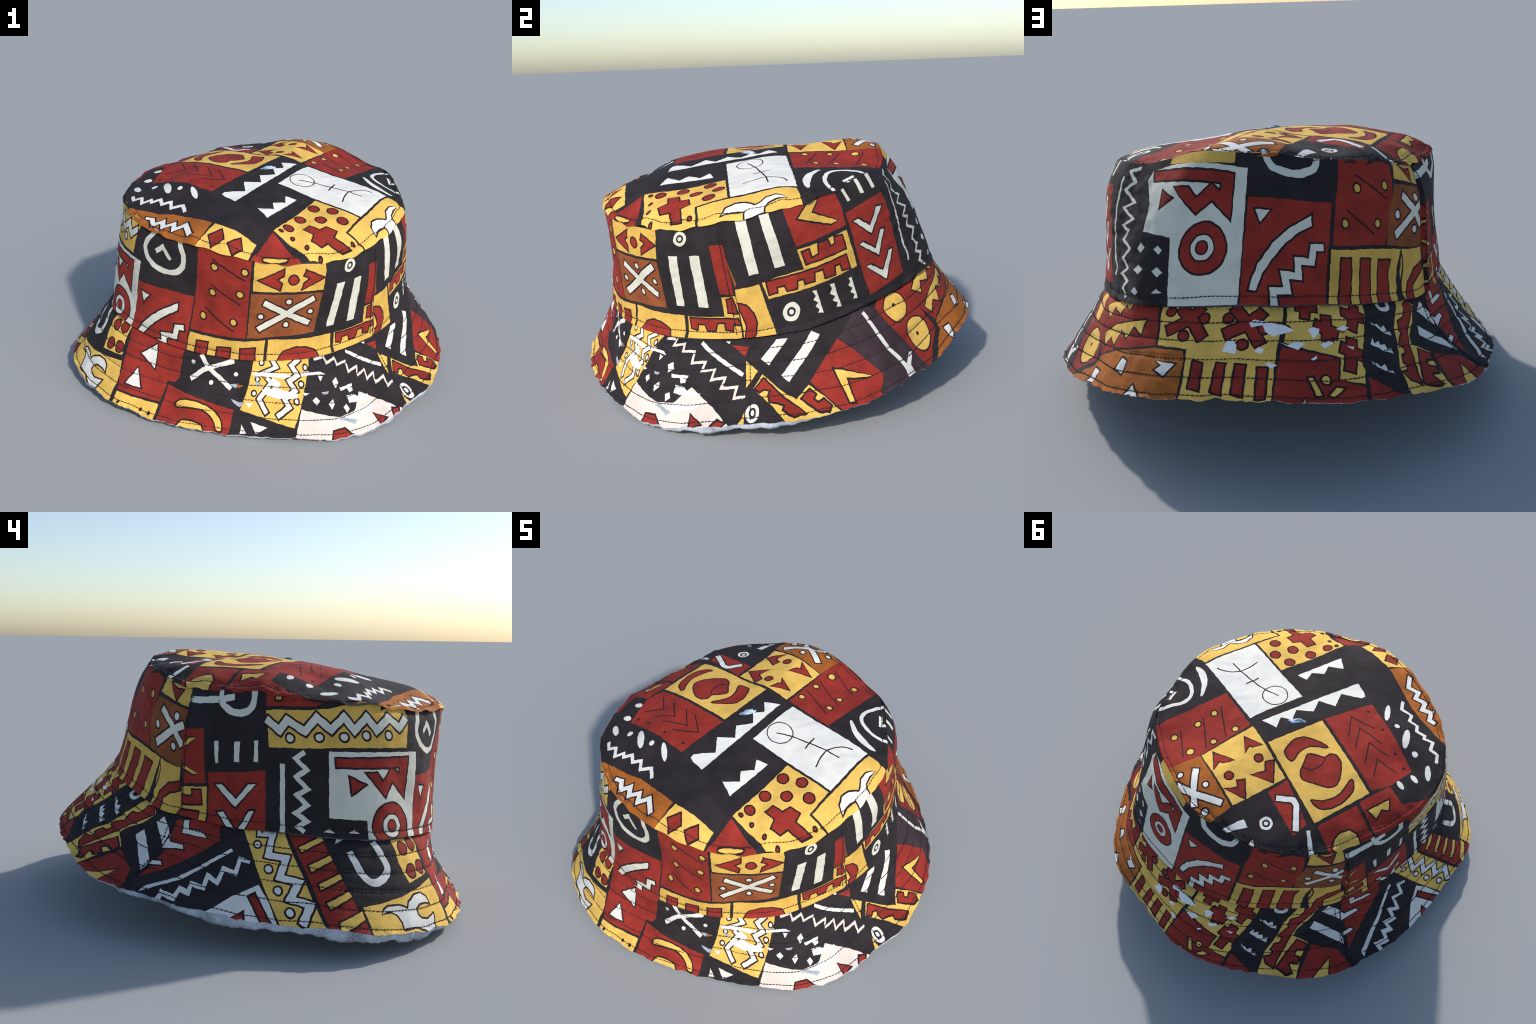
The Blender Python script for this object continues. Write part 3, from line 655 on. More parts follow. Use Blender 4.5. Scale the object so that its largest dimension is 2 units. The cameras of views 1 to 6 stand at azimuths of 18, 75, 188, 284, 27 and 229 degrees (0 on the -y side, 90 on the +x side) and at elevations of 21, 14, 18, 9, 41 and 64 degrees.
# brim: yellow horn field and spots, left front
field("brim", "yellow", (464.5, 9.5), (501.4, 18.5), (503.7, 12), (503.7, -1.5), (495.6, -1.5), (479.4, -1.5), (466.1, -1.5))
shape("brim", "pale", (471, 7.1), (472.3, 8.9), (474.4, 10), (478.6, 10.3), (482.1, 8.8), (483.7, 11.2), (487.5, 13.6), (491.1, 13.9), (494, 12.4),
      (494.9, 9.7), (492.1, 10.5), (488.6, 10.2), (486.3, 8.5), (486.1, 6.3), (487.8, 4.4), (490.8, 4), (495.4, 5.3), (493, -1.5), (484.9, 1.8),
      (478.4, 1.7), (478.2, 4.2), (477.1, 6.8), (475.1, 8.2), (472.9, 8.2), edge=OUTLINE)
field("brim", "yellow", (484, 37.5), (499.3, 37.5), (498.7, 29.3), (500.1, 20.8), (487, 18.2), (484.4, 26.6))
for x, y in ((488.9, 31.8), (495.1, 33.1), (490.3, 22.6), (496.8, 23.6),):
    dot("brim", "red", x, y, 2.35, edge=OUTLINE)
curve("brim", "pale", 2.8, (463.7, 30.6), (465.5, 25.7), (467.1, 21.8), (469.1, 19.5), (471.4, 18.9), (474.4, 20.1), (477.3, 22.6), (478.1, 26),
      (476.6, 30.1), (474.7, 35.2))
shape("brim", "pale", (459.7, 37.2), (465.7, 37.8), (458.5, 33.6))

# brim: red field with white wedges, front left
field("brim", "red", (499.2, 37.5), (513.7, 37.5), (534.2, 37.5), (532.1, 31.4), (532.2, 20), (530.8, 17.4), (526.6, 16.8), (526.3, 7), (505.6, 6.3),
      (503.4, 14.6), (502.4, 20.7), (500.7, 30.5))
shape("brim", "pale", (510.2, 26), (517.6, 33.1), (518.5, 20.7), edge=OUTLINE)
shape("brim", "pale", (510.9, 18.7), (515.4, 10.4), (508.1, 10.2), edge=OUTLINE)
field("brim", "yellow", (505.6, 5.4), (526.3, 5.9), (527.3, -1.5), (516.7, -1.5), (505.9, -1.5))
for x, y in ((519.6, 1.7), (523.7, 1.6), (508.4, 1.2),):
    dot("brim", "line", x, y, 0.8)
shape("brim", "red", (511.5, -1.5), (514.7, -1.5), (515.4, -1.5), (513.5, -1.5), edge=OUTLINE)
field("brim", "red", (527.4, 15.5), (564.6, 10.2), (563.7, -1.5), (552, -1.5), (539.4, -1.5), (528.5, -1.5))
blob("brim", "yellow", (535.2, 7.8), (535.7, 9.9), (540, 11.3), (546.9, 10.9), (553.4, 9), (558.2, 5.4), (559.9, 1.3), (557.7, 1.1), (555.1, 5),
      (549.7, 8.2), (543.6, 8.7), edge=OUTLINE)
shape("brim", "yellow", (537.8, -1.5), (539.9, 2.4), (544.2, 2.9), (549.6, 1.9), (552.6, -1.5), (544, -1.5), edge=OUTLINE)

# brim: black field with white cross
band("brim", "pale", 2.4, (542.9, 34.6), (547.1, 28.5), (553.5, 24.9), (561.6, 19.7))
band("brim", "pale", 2.4, (538.6, 20.9), (544.4, 26.6), (553.6, 31.1), (562.1, 34.4))
for x, y in ((538.5, 29.8), (550.1, 21.2), (563.6, 27.4),):
    dot("brim", "pale", x, y, 1.2)
shape("brim", "pale", (19.7, 5.9), (28.2, 4.3), (22.7, 1))
shape("brim", "pale", (15.1, 4.5), (17.9, 0.7), (14.8, 0.4))

# brim: yellow field with double zigzag
field("brim", "yellow", (19.3, 37.5), (53, 37.5), (45.2, 14.4), (41.3, 4.7), (26.4, 8.2), (13.5, 10.5), (16.5, 20.6))
band("brim", "pale", 2.2, (29.9, 35.6), (32.4, 32.1), (24.6, 28.7), (29.6, 24.3), (23.2, 16.3), (27.6, 10.3), edge=OUTLINE)
band("brim", "pale", 2.2, (46.6, 36.1), (41.2, 32.9), (44.6, 28.3), (39.7, 25.5), (42.8, 21.3), (36.9, 17.3), (39.2, 13.9), (33, 9.4), edge=OUTLINE)
for x, y in ((23.7, 34.3), (49.3, 31.8), (46.2, 24.3), (43.1, 16.6), (20.2, 18.8), (21.8, 25.7),):
    dot("brim", "pale", x, y, 1, edge=OUTLINE)

# brim: black field with lozenges and zigzag, pale foot
shape("brim", "pale", (66.6, 25.6), (67.8, 23), (65, 21.3), (63.7, 24.5))
shape("brim", "pale", (53.4, 18.8), (55.2, 16.9), (53.1, 14.9), (51.3, 17.3))
shape("brim", "pale", (62.2, 17), (62.7, 14.7), (60.5, 12.7), (59.3, 15.2))
shape("brim", "pale", (69.3, 13.3), (70.5, 10.7), (68.3, 9.4), (67.2, 12.5))
shape("brim", "pale", (56, 27.9), (59, 27.4), (56.9, 25.5))
shape("brim", "pale", (72, 19.5), (76, 18.5), (75.8, 17.1), (73.3, 17.1))
band("brim", "cream", 1.2, (55.6, 34.9), (62.6, 35.7), (62.9, 32.6), (69.3, 33.5), (69.8, 30.2), (76.5, 30.3), (76.6, 25.4), (83.9, 25.5), (82.8,
      21.7), (89.6, 22), (88.6, 17.5), (95.6, 17.9), (94.2, 13.7), (102, 13.3), (101.1, 9), (106.4, 9.2))
band("brim", "pale", 1.8, (79.5, 34.4), (87, 29.3), (94, 24.8), (104.8, 18))
field("brim", "cream", (45.2, 13.2), (54.9, 11.1), (64.1, 8.8), (73.2, 9.3), (76.7, 12.9), (79.5, 15.4), (92.8, 6), (102, -1.5), (96.8, -1.5), (81.4,
      -1.5), (64.7, -1.5), (53.6, -1.5), (41.2, -1.5))
shape("brim", "red", (58.4, -1.5), (60, 3), (65.1, 3.5), (69.7, -1.5), (69.9, -1.5), (64.2, -1.5), edge=OUTLINE)
shape("brim", "red", (82.9, 4.4), (88.3, 1), (84.1, -0.1), edge=OUTLINE)
shape("brim", "red", (94.9, 1.9), (98.5, 0.9), (95.4, -0.6), (93.3, 0.1), edge=OUTLINE)
field("brim", "yellow", (106.6, 3.7), (106.5, -1.5), (100.9, -1.5), (103.2, -1.5))
dot("brim", "pale", 110, 3.3, 3)
dot("brim", "ink", 110, 3.3, 1.7)
dot("brim", "pale", 110, 3.3, 0.9)
shape("brim", "red", (97.8, 32.7), (108, 31), (105.5, 26.4))
shape("brim", "pale", (93.9, 34.8), (97, 34.4), (96.3, 33.1))
shape("brim", "yellow", (106, 24.1), (112.6, 19.1), (106.6, 12.4))

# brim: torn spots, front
shape("brim", "patch", (18.3, 29.1), (40.1, 28.6), (40.7, 27.6), (36.5, 26.5), (27.7, 27.1), (19.2, 27.6))
shape("brim", "patch", (46.8, 29.8), (57.2, 29.7), (60.7, 28.2), (52.4, 28.4), (46.4, 27.8))
shape("brim", "patch", (24.3, 20.8), (32.2, 21.8), (44.1, 20), (43.6, 18), (33.6, 17.1), (25.9, 18.8))
shape("brim", "patch", (67.4, 20.8), (76.4, 20.1), (76.1, 19), (67.8, 19.4))
shape("brim", "patch", (71.1, 16.4), (75.4, 15.6), (78.2, 13.7), (85.1, 12.2), (82.5, 11), (71.3, 13))
shape("brim", "patch", (65.8, 8.4), (72.5, 8.2), (73.2, 9.6), (79.6, 8.6), (84.4, 8.9), (85, 7.3), (83.7, 6.5), (74.5, 5.7), (67.5, 6.9))
shape("brim", "grey", (63.1, 7.6), (65.8, 8.4), (73.1, 5.3), (70.9, 4.1), (67.3, 6.4))
shape("brim", "patch", (46.8, 20.6), (50.1, 20.4), (47.6, 19.2))
shape("brim", "grey", (56.6, 20.8), (60.5, 20.7), (59.9, 19.6), (57.4, 19.6))
shape("brim", "patch", (30.3, 26.5), (35, 24.6), (34.7, 22.2), (31.5, 21.7), (28.5, 24.3))
shape("brim", "grey", (6.2, 21.7), (11.1, 23), (10, 20.3))
shape("brim", "orange", (10.1, 22.5), (14.1, 22), (11.1, 20.4))
shape("brim", "grey", (7.9, 15.2), (12.3, 13.9), (15.7, 14.5), (13.3, 11.7), (9.6, 13.3))
shape("brim", "grey", (19.2, 27.6), (22.5, 27.3), (21.1, 26.3))
shape("brim", "grey", (20.4, 25), (24.2, 23.5), (22.1, 21.6))
shape("brim", "patch", (16.1, 14), (19.9, 14.1), (18.1, 12.1))
shape("brim", "orange", (23.2, 27.7), (27.3, 26.7), (25.5, 25.4))

# brim: key fret, bars and angle, right
field("brim", "yellow", (114.7, 17.4), (123.8, 9.6), (129.2, 6.2), (135.6, 11), (141.2, 5.5), (146.4, -1.5), (141.5, -1.5), (129.1, -1.5), (124.6,
      -1.5), (119.6, 3.8), (116.6, 6.5), (110.2, 12))
shape("brim", "red", (115.2, 15.4), (124.4, 6.8), (131.6, 1.6), (126.9, 1.3), (123.3, 3.3), (124.1, 4.9), (121, 6), (117.7, 6.5), (117.3, 8.7),
      (118.6, 10.5), (115.1, 11.6), (113.2, 10.5), (111.4, 11.9), edge=OUTLINE)
shape("brim", "red", (133.9, 8), (135.5, 9), (137.4, 7), (136.1, 5.6), (137.8, 3.6), (140.4, 4.7), (142.3, 2.4), (140.7, 0.9), (136.8, 1.6), (131.7,
      6.2), edge=OUTLINE)
shape("brim", "pale", (114.2, 24.4), (118.1, 21.1), (128.8, 33.3), (122.8, 33.4))
shape("brim", "pale", (124, 15.8), (127.3, 12.9), (145.1, 31.7), (141.1, 34.5))
field("brim", "red", (153.3, 27.3), (159.3, 20.6), (167.9, 7.2), (162, -1.5), (151.6, -1.5), (147.4, -1.5), (136.6, 12.2), (146, 21.5))
shape("brim", "yellow", (148, 15.4), (151.9, 14), (163.4, 8.3), (160.4, 8.8), (151.9, 10.9), (151.8, 1.6), (150, 1.9), (149.4, 7.6), edge=OUTLINE)
field("brim", "plum", (167.5, 37.5), (178.6, 32.8), (186, 15.7), (192.6, -1.5), (187.1, -1.5), (177.3, -1.5), (164.7, -1.5), (162, -1.5), (167.9,
      7.2), (159.3, 20.6), (154.1, 27.7))
curve("brim", "pale", 2, (170.1, 33.6), (173.5, 23.5), (175.9, 14.7), (178.8, 9), (180.8, 2.3))
shape("brim", "pale", (178.8, 9), (180.8, 6.3), (185.3, 9.6), (187.3, 8.9), (182.9, 4.8), (183.4, 0.7), (178.8, 0.9), (179.3, 5.3))

# brim: red field with eyes, toothed field, orange field
field("brim", "red", (178.2, 33), (186, 37.5), (202.5, 37.5), (205, 27.2), (208.5, 17), (211.4, 7.9), (201.8, 4), (192.7, -1.5), (186, 15.7))
blob("brim", "yellow", (184.3, 31.7), (188.1, 34.6), (194.2, 35), (197.2, 31.9), (197.7, 27.1), (194.7, 23.1), (189, 22.4), (185.5, 25.5), (183.8,
      29.2), edge=OUTLINE)
blob("brim", "yellow", (193, 18), (197.1, 20), (202.4, 18.8), (206.2, 14), (205.4, 8.4), (201.3, 5.5), (196, 5.3), (192.2, 9.1), (191.3, 13.9),
      edge=OUTLINE)
for x, y in ((190.3, 29.9), (197.8, 12.4),):
    dot("brim", "line", x, y, 0.9)
field("brim", "red", (195.9, 37.5), (235.9, 37.5), (243.2, 37.5), (246.2, 19.6), (226.3, 16.2), (213.7, 10.8), (206.7, 22.1))
shape("brim", "yellow", (205.8, 31.8), (211.4, 34.5), (230.2, 37.9), (228.5, 33), (224.6, 35.4), (221.3, 30.3), (215, 32.8), (211.9, 27.4),
      edge=OUTLINE)
shape("brim", "yellow", (210.9, 20.1), (221.2, 25.6), (238.7, 29.7), (238, 23.4), (233.5, 26.4), (230.6, 21.2), (225.7, 24), (223.1, 16.9), (218.5,
      19.7), (214.3, 14.9), edge=OUTLINE)
shape("brim", "yellow", (232.6, 37.5), (234.4, 38), (233.7, 34.8), edge=OUTLINE)
field("brim", "orange", (213.8, 10), (228.8, 15.9), (246.3, 18.6), (257.8, 18.4), (258.7, 13.1), (258.9, -1.5), (250.5, -1.5), (234.2, -1.5), (214.8,
      -1.5), (195.4, -1.5), (213.1, 6.1))
shape("brim", "pale", (233, 13.2), (236, 12.4), (235.5, 7.5), (231.1, 8.6), edge=OUTLINE)
shape("brim", "pale", (248.4, 13.9), (255.7, 13.1), (252.7, 8.4), (249.2, 10.4), (251.1, 12.3), edge=OUTLINE)
shape("brim", "pale", (242.5, 3.9), (247.2, -1.5), (246.7, -1.5), (239.6, -1.5), edge=OUTLINE)
shape("brim", "pale", (215.3, 5.2), (219.8, 4.9), (218.5, 0.4), (215, 0.2), edge=OUTLINE)

# brim: yellow fields with crosses, rear
field("brim", "yellow", (244.4, 37.5), (293.5, 37.5), (292.3, 27.9), (290.2, 21), (288.9, 12.4), (287.6, -1.5), (272.5, -1.5), (259.6, -1.5), (259.8,
      8.3), (258.9, 19.2), (247.3, 19.8))
band("brim", "red", 3.8, (253.3, 35.5), (259.7, 29.4), (263.8, 23.6), edge=OUTLINE)
band("brim", "red", 3.8, (261.4, 35.9), (257.1, 29.9), (249.6, 25.9), edge=OUTLINE)
band("brim", "red", 3.8, (253.3, 35.5), (259.7, 29.4), (263.4, 24.1))
band("brim", "red", 3.8, (274.3, 35.5), (280.1, 28.7), (284.4, 21.2), edge=OUTLINE)
band("brim", "red", 3.8, (285.6, 33.7), (280.1, 28.7), (271.8, 24.9), edge=OUTLINE)
band("brim", "red", 3.8, (274.3, 35.5), (280.1, 28.7), (284.2, 21.6))
for x, y in ((249.3, 33.7), (263.5, 31.2), (256.6, 24.2), (272.7, 30.9), (278.3, 21), (285.6, 26.9),):
    dot("brim", "red", x, y, 1.65, edge=OUTLINE)
shape("brim", "red", (262.3, 14.5), (265.2, 13.8), (265.2, 3.7), (262.1, 4.5), edge=OUTLINE)
shape("brim", "red", (270.4, 13.8), (273, 13.6), (272.1, 1.7), (269.4, 3.1), edge=OUTLINE)
shape("brim", "red", (276.7, 13.3), (279.6, 13.2), (278.9, 1.5), (275.9, 2.3), edge=OUTLINE)
shape("brim", "red", (283.9, 12.4), (286.6, 12.5), (285.7, 1.1), (283.3, 1.1), edge=OUTLINE)
field("brim", "red", (291.6, 20.3), (298.3, 18.8), (310.5, 15.7), (308.5, 8.9), (317, 4.7), (316.3, -1.5), (307.9, -1.5), (298.4, -1.5), (288.1,
      -1.5), (289.7, 11.5))
shape("brim", "yellow", (299.2, 9.3), (300.6, 9.5), (302.5, 3.1), (301, 2.8), edge=OUTLINE)
shape("brim", "yellow", (307.5, 5.8), (309.6, 5.3), (306.4, 2.5), (304.9, 3), edge=OUTLINE)
dot("brim", "yellow", 304.6, 8.7, 1.35, edge=OUTLINE)
shape("brim", "yellow", (295.7, -1.5), (297.7, 1.8), (297.5, -1.5), (295.8, -1.5), edge=OUTLINE)
field("brim", "yellow", (295.2, 37.5), (331.1, 37.5), (327.3, 28.1), (321.7, 17.9), (318.7, 12.3), (319.1, 10), (317.1, 5.8), (309.1, 8.8), (311.4,
      16), (301.8, 18.8), (292.6, 21.9), (293.6, 27.9))
band("brim", "red", 3.6, (309.8, 30.8), (308.1, 21.9), edge=OUTLINE)
band("brim", "red", 3.6, (304.6, 28.1), (312.6, 23.9), edge=OUTLINE)
band("brim", "red", 3.6, (309.7, 30.3), (308.2, 22.4))
band("brim", "red", 3.4, (302.2, 35.9), (301, 30.6), edge=OUTLINE)
band("brim", "red", 3, (298.5, 35.7), (306.6, 34.3), edge=OUTLINE)
band("brim", "red", 3.4, (302.1, 35.7), (301.1, 31))
band("brim", "red", 3.6, (325.1, 35.6), (319.5, 25), edge=OUTLINE)
band("brim", "red", 3.6, (317.5, 32.9), (326.8, 29.3), edge=OUTLINE)
band("brim", "red", 3.6, (324.8, 35.1), (319.8, 25.5))
band("brim", "red", 3.6, (318.1, 21.7), (313.3, 11), edge=OUTLINE)
band("brim", "red", 3.6, (312.6, 19.4), (320.1, 15.3), edge=OUTLINE)
band("brim", "red", 3.6, (317.9, 21.2), (313.5, 11.4))

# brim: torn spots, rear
shape("brim", "patch", (280.2, 29.2), (282.4, 30.3), (286.6, 29.8), (294.8, 27.8), (296.3, 26.3), (292.3, 25.2), (288.7, 24.1), (286.1, 26), (285.2,
      28.4), (281.1, 27.5))
shape("brim", "ink", (287, 29.9), (291.2, 29.8), (294.8, 28.3), (295.9, 26.8), (292.1, 28.9))
shape("brim", "patch", (301.5, 26.2), (303.4, 27), (306.2, 26.1), (305.4, 24.8), (303.1, 22.9))
shape("brim", "patch", (312.7, 25.8), (316.5, 27.2), (318.5, 26.1), (316, 25))
shape("brim", "orange", (312.6, 25.6), (316, 25), (316.9, 24.4), (314.8, 24.1))
shape("brim", "patch", (271.5, 18.4), (273.2, 22.5), (274.7, 23), (276.4, 20.8), (276.2, 17.4))
shape("brim", "patch", (282.5, 18.5), (283.8, 20.2), (285.9, 19.5), (284.9, 17.9))
shape("brim", "patch", (290.8, 22), (293.8, 21), (297, 22.5), (299.8, 21.3), (296.9, 19.1))
shape("brim", "patch", (305.1, 20.6), (308.5, 21.7), (310.6, 21.1), (306.2, 19.4))
shape("brim", "patch", (286.1, 14.1), (287.3, 14.9), (289.9, 13.6), (287.7, 12.3))
shape("brim", "patch", (314.9, 19.4), (318, 18.9), (317.1, 18))
shape("brim", "patch", (300.9, 15.9), (303, 17), (303, 16.1), (301.6, 15.3))

# brim: black comb field, red wedge, key fret, rear left
shape("brim", "pale", (330.5, 27.8), (330.8, 26.1), (333.6, 26.4), (335, 24.5), (337.6, 25.3), (338.2, 22.4), (340.2, 22.7), (339.5, 20.4), (335.6,
      22.2))
shape("brim", "pale", (326.1, 19.1), (327.9, 21.1), (328.1, 19), (330.7, 19.6), (330.3, 17.9), (332.9, 17.8), (333.2, 15.7), (335.7, 15.9), (335,
      13.6), (330.9, 15.6))
shape("brim", "pale", (323.2, 13.2), (323.3, 11.8), (325.2, 12), (326.1, 10.4), (328.3, 10.9), (328.7, 8.8), (330.4, 8.9), (330.6, 7.1), (324.9,
      10.4))
curve("brim", "pale", 2, (339.5, 37.5), (339.3, 33.6), (341.4, 32.5), (344.8, 33.2), (346.9, 37.5))
field("brim", "red", (319.4, 8.1), (331.2, -1.5), (337.2, -1.5), (335, -1.5), (324.2, -1.5), (317.5, -1.5))
field("brim", "yellow", (354.5, 37.5), (359.2, 37.5), (365.1, 32.5), (358.9, 24.5), (350.8, 18.5), (349.3, 15.4), (357, 11.1), (352.5, 6.4), (349.2,
      -1.5), (347.8, -1.5), (338.7, -1.5), (332.2, -1.5), (334.9, 9.5), (339.8, 15.6), (344, 24))
shape("brim", "red", (357.1, 33.4), (361.1, 35.1), (363.7, 32), (358.6, 27.2), (351.1, 20.8), (346.6, 14.7), (341, 6.2), (339.4, 2.6), (336, 4.4),
      (335.1, 6.7), (337.5, 6.8), (339.3, 8.8), (337.9, 10), (339.3, 12.2), (342, 12.5), (343.5, 15.1), (341.4, 16.5), (344.9, 19.3), (347, 20.1),
      (346.6, 22.5), (348.2, 26), (353.1, 27.3), (356.3, 30.8), edge=OUTLINE)
shape("brim", "red", (351, 13), (355.6, 10.6), (354.7, 8.8), (350.5, 9.5), (348.7, 6.7), (351.6, 5.8), (350.4, 4.5), (347.1, 4.7), (346.4, 3.3),
      (347.6, 1.5), (345, 1), (341.2, 2.7), (345.7, 7.9), edge=OUTLINE)
shape("brim", "pale", (367.2, 28.7), (371.7, 33.1), (377.4, 25.7), (379.2, 23.3), (376.6, 18.4))
shape("brim", "pale", (358.7, 18.1), (361.8, 22), (376.5, 10.2), (375.6, 6.8))
field("brim", "red", (358.5, 10.3), (371.4, 6.2), (377.2, -1.5), (373.3, -1.5), (361.4, -1.5), (349.4, -1.5), (354.7, 5.5))
shape("brim", "yellow", (366.2, 4.3), (364, -1.5), (362.6, -1.5), (354.7, -1.5), edge=OUTLINE)

# brim: left side
field("brim", "red", (380, 32.6), (398.9, 37.5), (405.3, 37.5), (407.2, 28.3), (392.7, 15.6), (385.4, 9.5), (377.3, 4.8), (379, 14.2))
shape("brim", "pale", (385.3, 33.7), (388.1, 34.3), (388.7, 29.6), (396.6, 30.2), (400.1, 27.7), (385.4, 26.7), edge=OUTLINE)
shape("brim", "pale", (378.4, 23.1), (380.5, 20.5), (387.9, 21.1), (389.2, 19.3), (377.5, 17), edge=OUTLINE)
shape("brim", "pale", (376.1, 10.9), (381.2, 11.6), (382.7, 10.2), (376.4, 9.7), edge=OUTLINE)
curve("brim", "pale", 1.6, (382.8, 1.3), (389.3, 5.1), (397.3, 11.1), (404.8, 17.9), (413.8, 25.2))
band("brim", "pale", 1.8, (392.2, -0.4), (391.4, 2), (396.9, 1.8), (397.2, 5.3), (401.2, 4.8), (400.6, 8.3), (406.1, 7.9), (406, 12.6), (410.8, 10.9),
      (411.7, 16.7), (417.4, 15.8), (418.2, 22), (422.9, 21.5))
field("brim", "pale", (406.7, -1.5), (408.4, -1.5), (418, 7.5), (427.4, 13), (431.5, 7.5), (435.5, -1.5), (430.5, -1.5), (418.3, -1.5))
shape("brim", "red", (424.2, 8.2), (426.2, 9.5), (432.3, 0.2), (429.7, 0.1), edge=OUTLINE)
shape("brim", "red", (418.8, -0.3), (422.6, 2.2), (423.1, 0.2), edge=OUTLINE)
field("brim", "yellow", (417.3, 37.5), (436.7, 37.5), (444.8, 18), (451.2, -1.5), (450.3, -1.5), (436.6, -1.5), (429.1, 13.3))
band("brim", "pale", 2.7, (424.8, 34.5), (432.2, 35.1), (430.6, 25.6), (438.1, 25.3), (435.6, 17.3), (442.9, 16.2), (439.6, 9.5), (446.6, 8), (443.4,
      0.7), edge=OUTLINE)
for x, y in ((425.5, 29.6), (431, 19.9), (434.9, 12), (439.3, 4.4),):
    dot("brim", "pale", x, y, 1.35, edge=OUTLINE)
field("brim", "red", (438.4, 37.5), (452.7, 37.5), (454.7, 30.9), (464, 5.1), (465, -1.5), (452.7, -1.5), (446.3, 19.7))
shape("brim", "yellow", (443.5, 30.4), (452.9, 36.3), (453.9, 34.5), (444.4, 28.6), edge=OUTLINE)
shape("brim", "yellow", (447, 23.3), (455.8, 28.5), (456.4, 26.7), (447.8, 21), edge=OUTLINE)
shape("brim", "yellow", (450.2, 16.5), (458.2, 21.4), (458.9, 19.7), (450.7, 14.3), edge=OUTLINE)
shape("brim", "yellow", (452.3, 9.5), (460.6, 15.1), (461.4, 13.3), (453.2, 7.6), edge=OUTLINE)
shape("brim", "yellow", (455.5, 2.8), (463.8, 8.1), (464, 5.1), (455.5, -1.5), edge=OUTLINE)
shape("brim", "yellow", (440.9, 36.3), (443.4, 36.6), (441.4, 35.3), edge=OUTLINE)
FLECK = (0.2, -12.2)


# ------------------------------------------------------------------ cut, print and drape a panel
WALL_W, BRIM_W = 360 * WALL_CM, 360 * BRIM_CM
LIMIT = {"wall": (0, WALL_W, 0, WALL_H), "brim": (0, BRIM_W, 0, BRIM_H + 1.3)}

def inside(poly, pts):
    """non-zero winding test of many points in a polygon"""
    p = np.array(poly); q = np.roll(p, -1, 0); wind = np.zeros(len(pts), int)
    x, y = pts[:, 0], pts[:, 1]
    for (x0, y0), (x1, y1) in zip(p, q):
        if y0 != y1:
            c = (y0 > y) != (y1 > y)
            wind += np.where(c & (x < (x1 - x0) * (y - y0) / (y1 - y0) + x0), 1 if y1 > y0 else -1, 0)
    return wind != 0

def clip(poly, box):
    """Sutherland-Hodgman clip to a box"""
    p = [tuple(v) for v in poly]
    for ax, lim, sgn in ((0, box[0], 1), (0, box[1], -1), (1, box[2], 1), (1, box[3], -1)):
        out = []
        for i in range(len(p)):
            a, b = p[i - 1], p[i]
            ia, ib = sgn * (a[ax] - lim) >= 0, sgn * (b[ax] - lim) >= 0
            if ia != ib:
                s = (lim - a[ax]) / (b[ax] - a[ax]); out.append((a[0] + s * (b[0] - a[0]), a[1] + s * (b[1] - a[1])))
            if ib: out.append(b)
        p = out
        if len(p) < 3: return []
    return p

def rim_outline(grow=0.0):
    a = np.arange(0, 360, .75)
    r = ring(WALL_R[-1], a) + grow; s = np.radians(a)
    if grow: r = r + .0022 * np.sin(s * 31 + 1) + .0018 * np.sin(s * 53) * np.sin(s * 3) + .0015 * np.sin(s * 17)
    return np.c_[AX[0] + r * np.sin(s), AX[1] - r * np.cos(s)] * 100

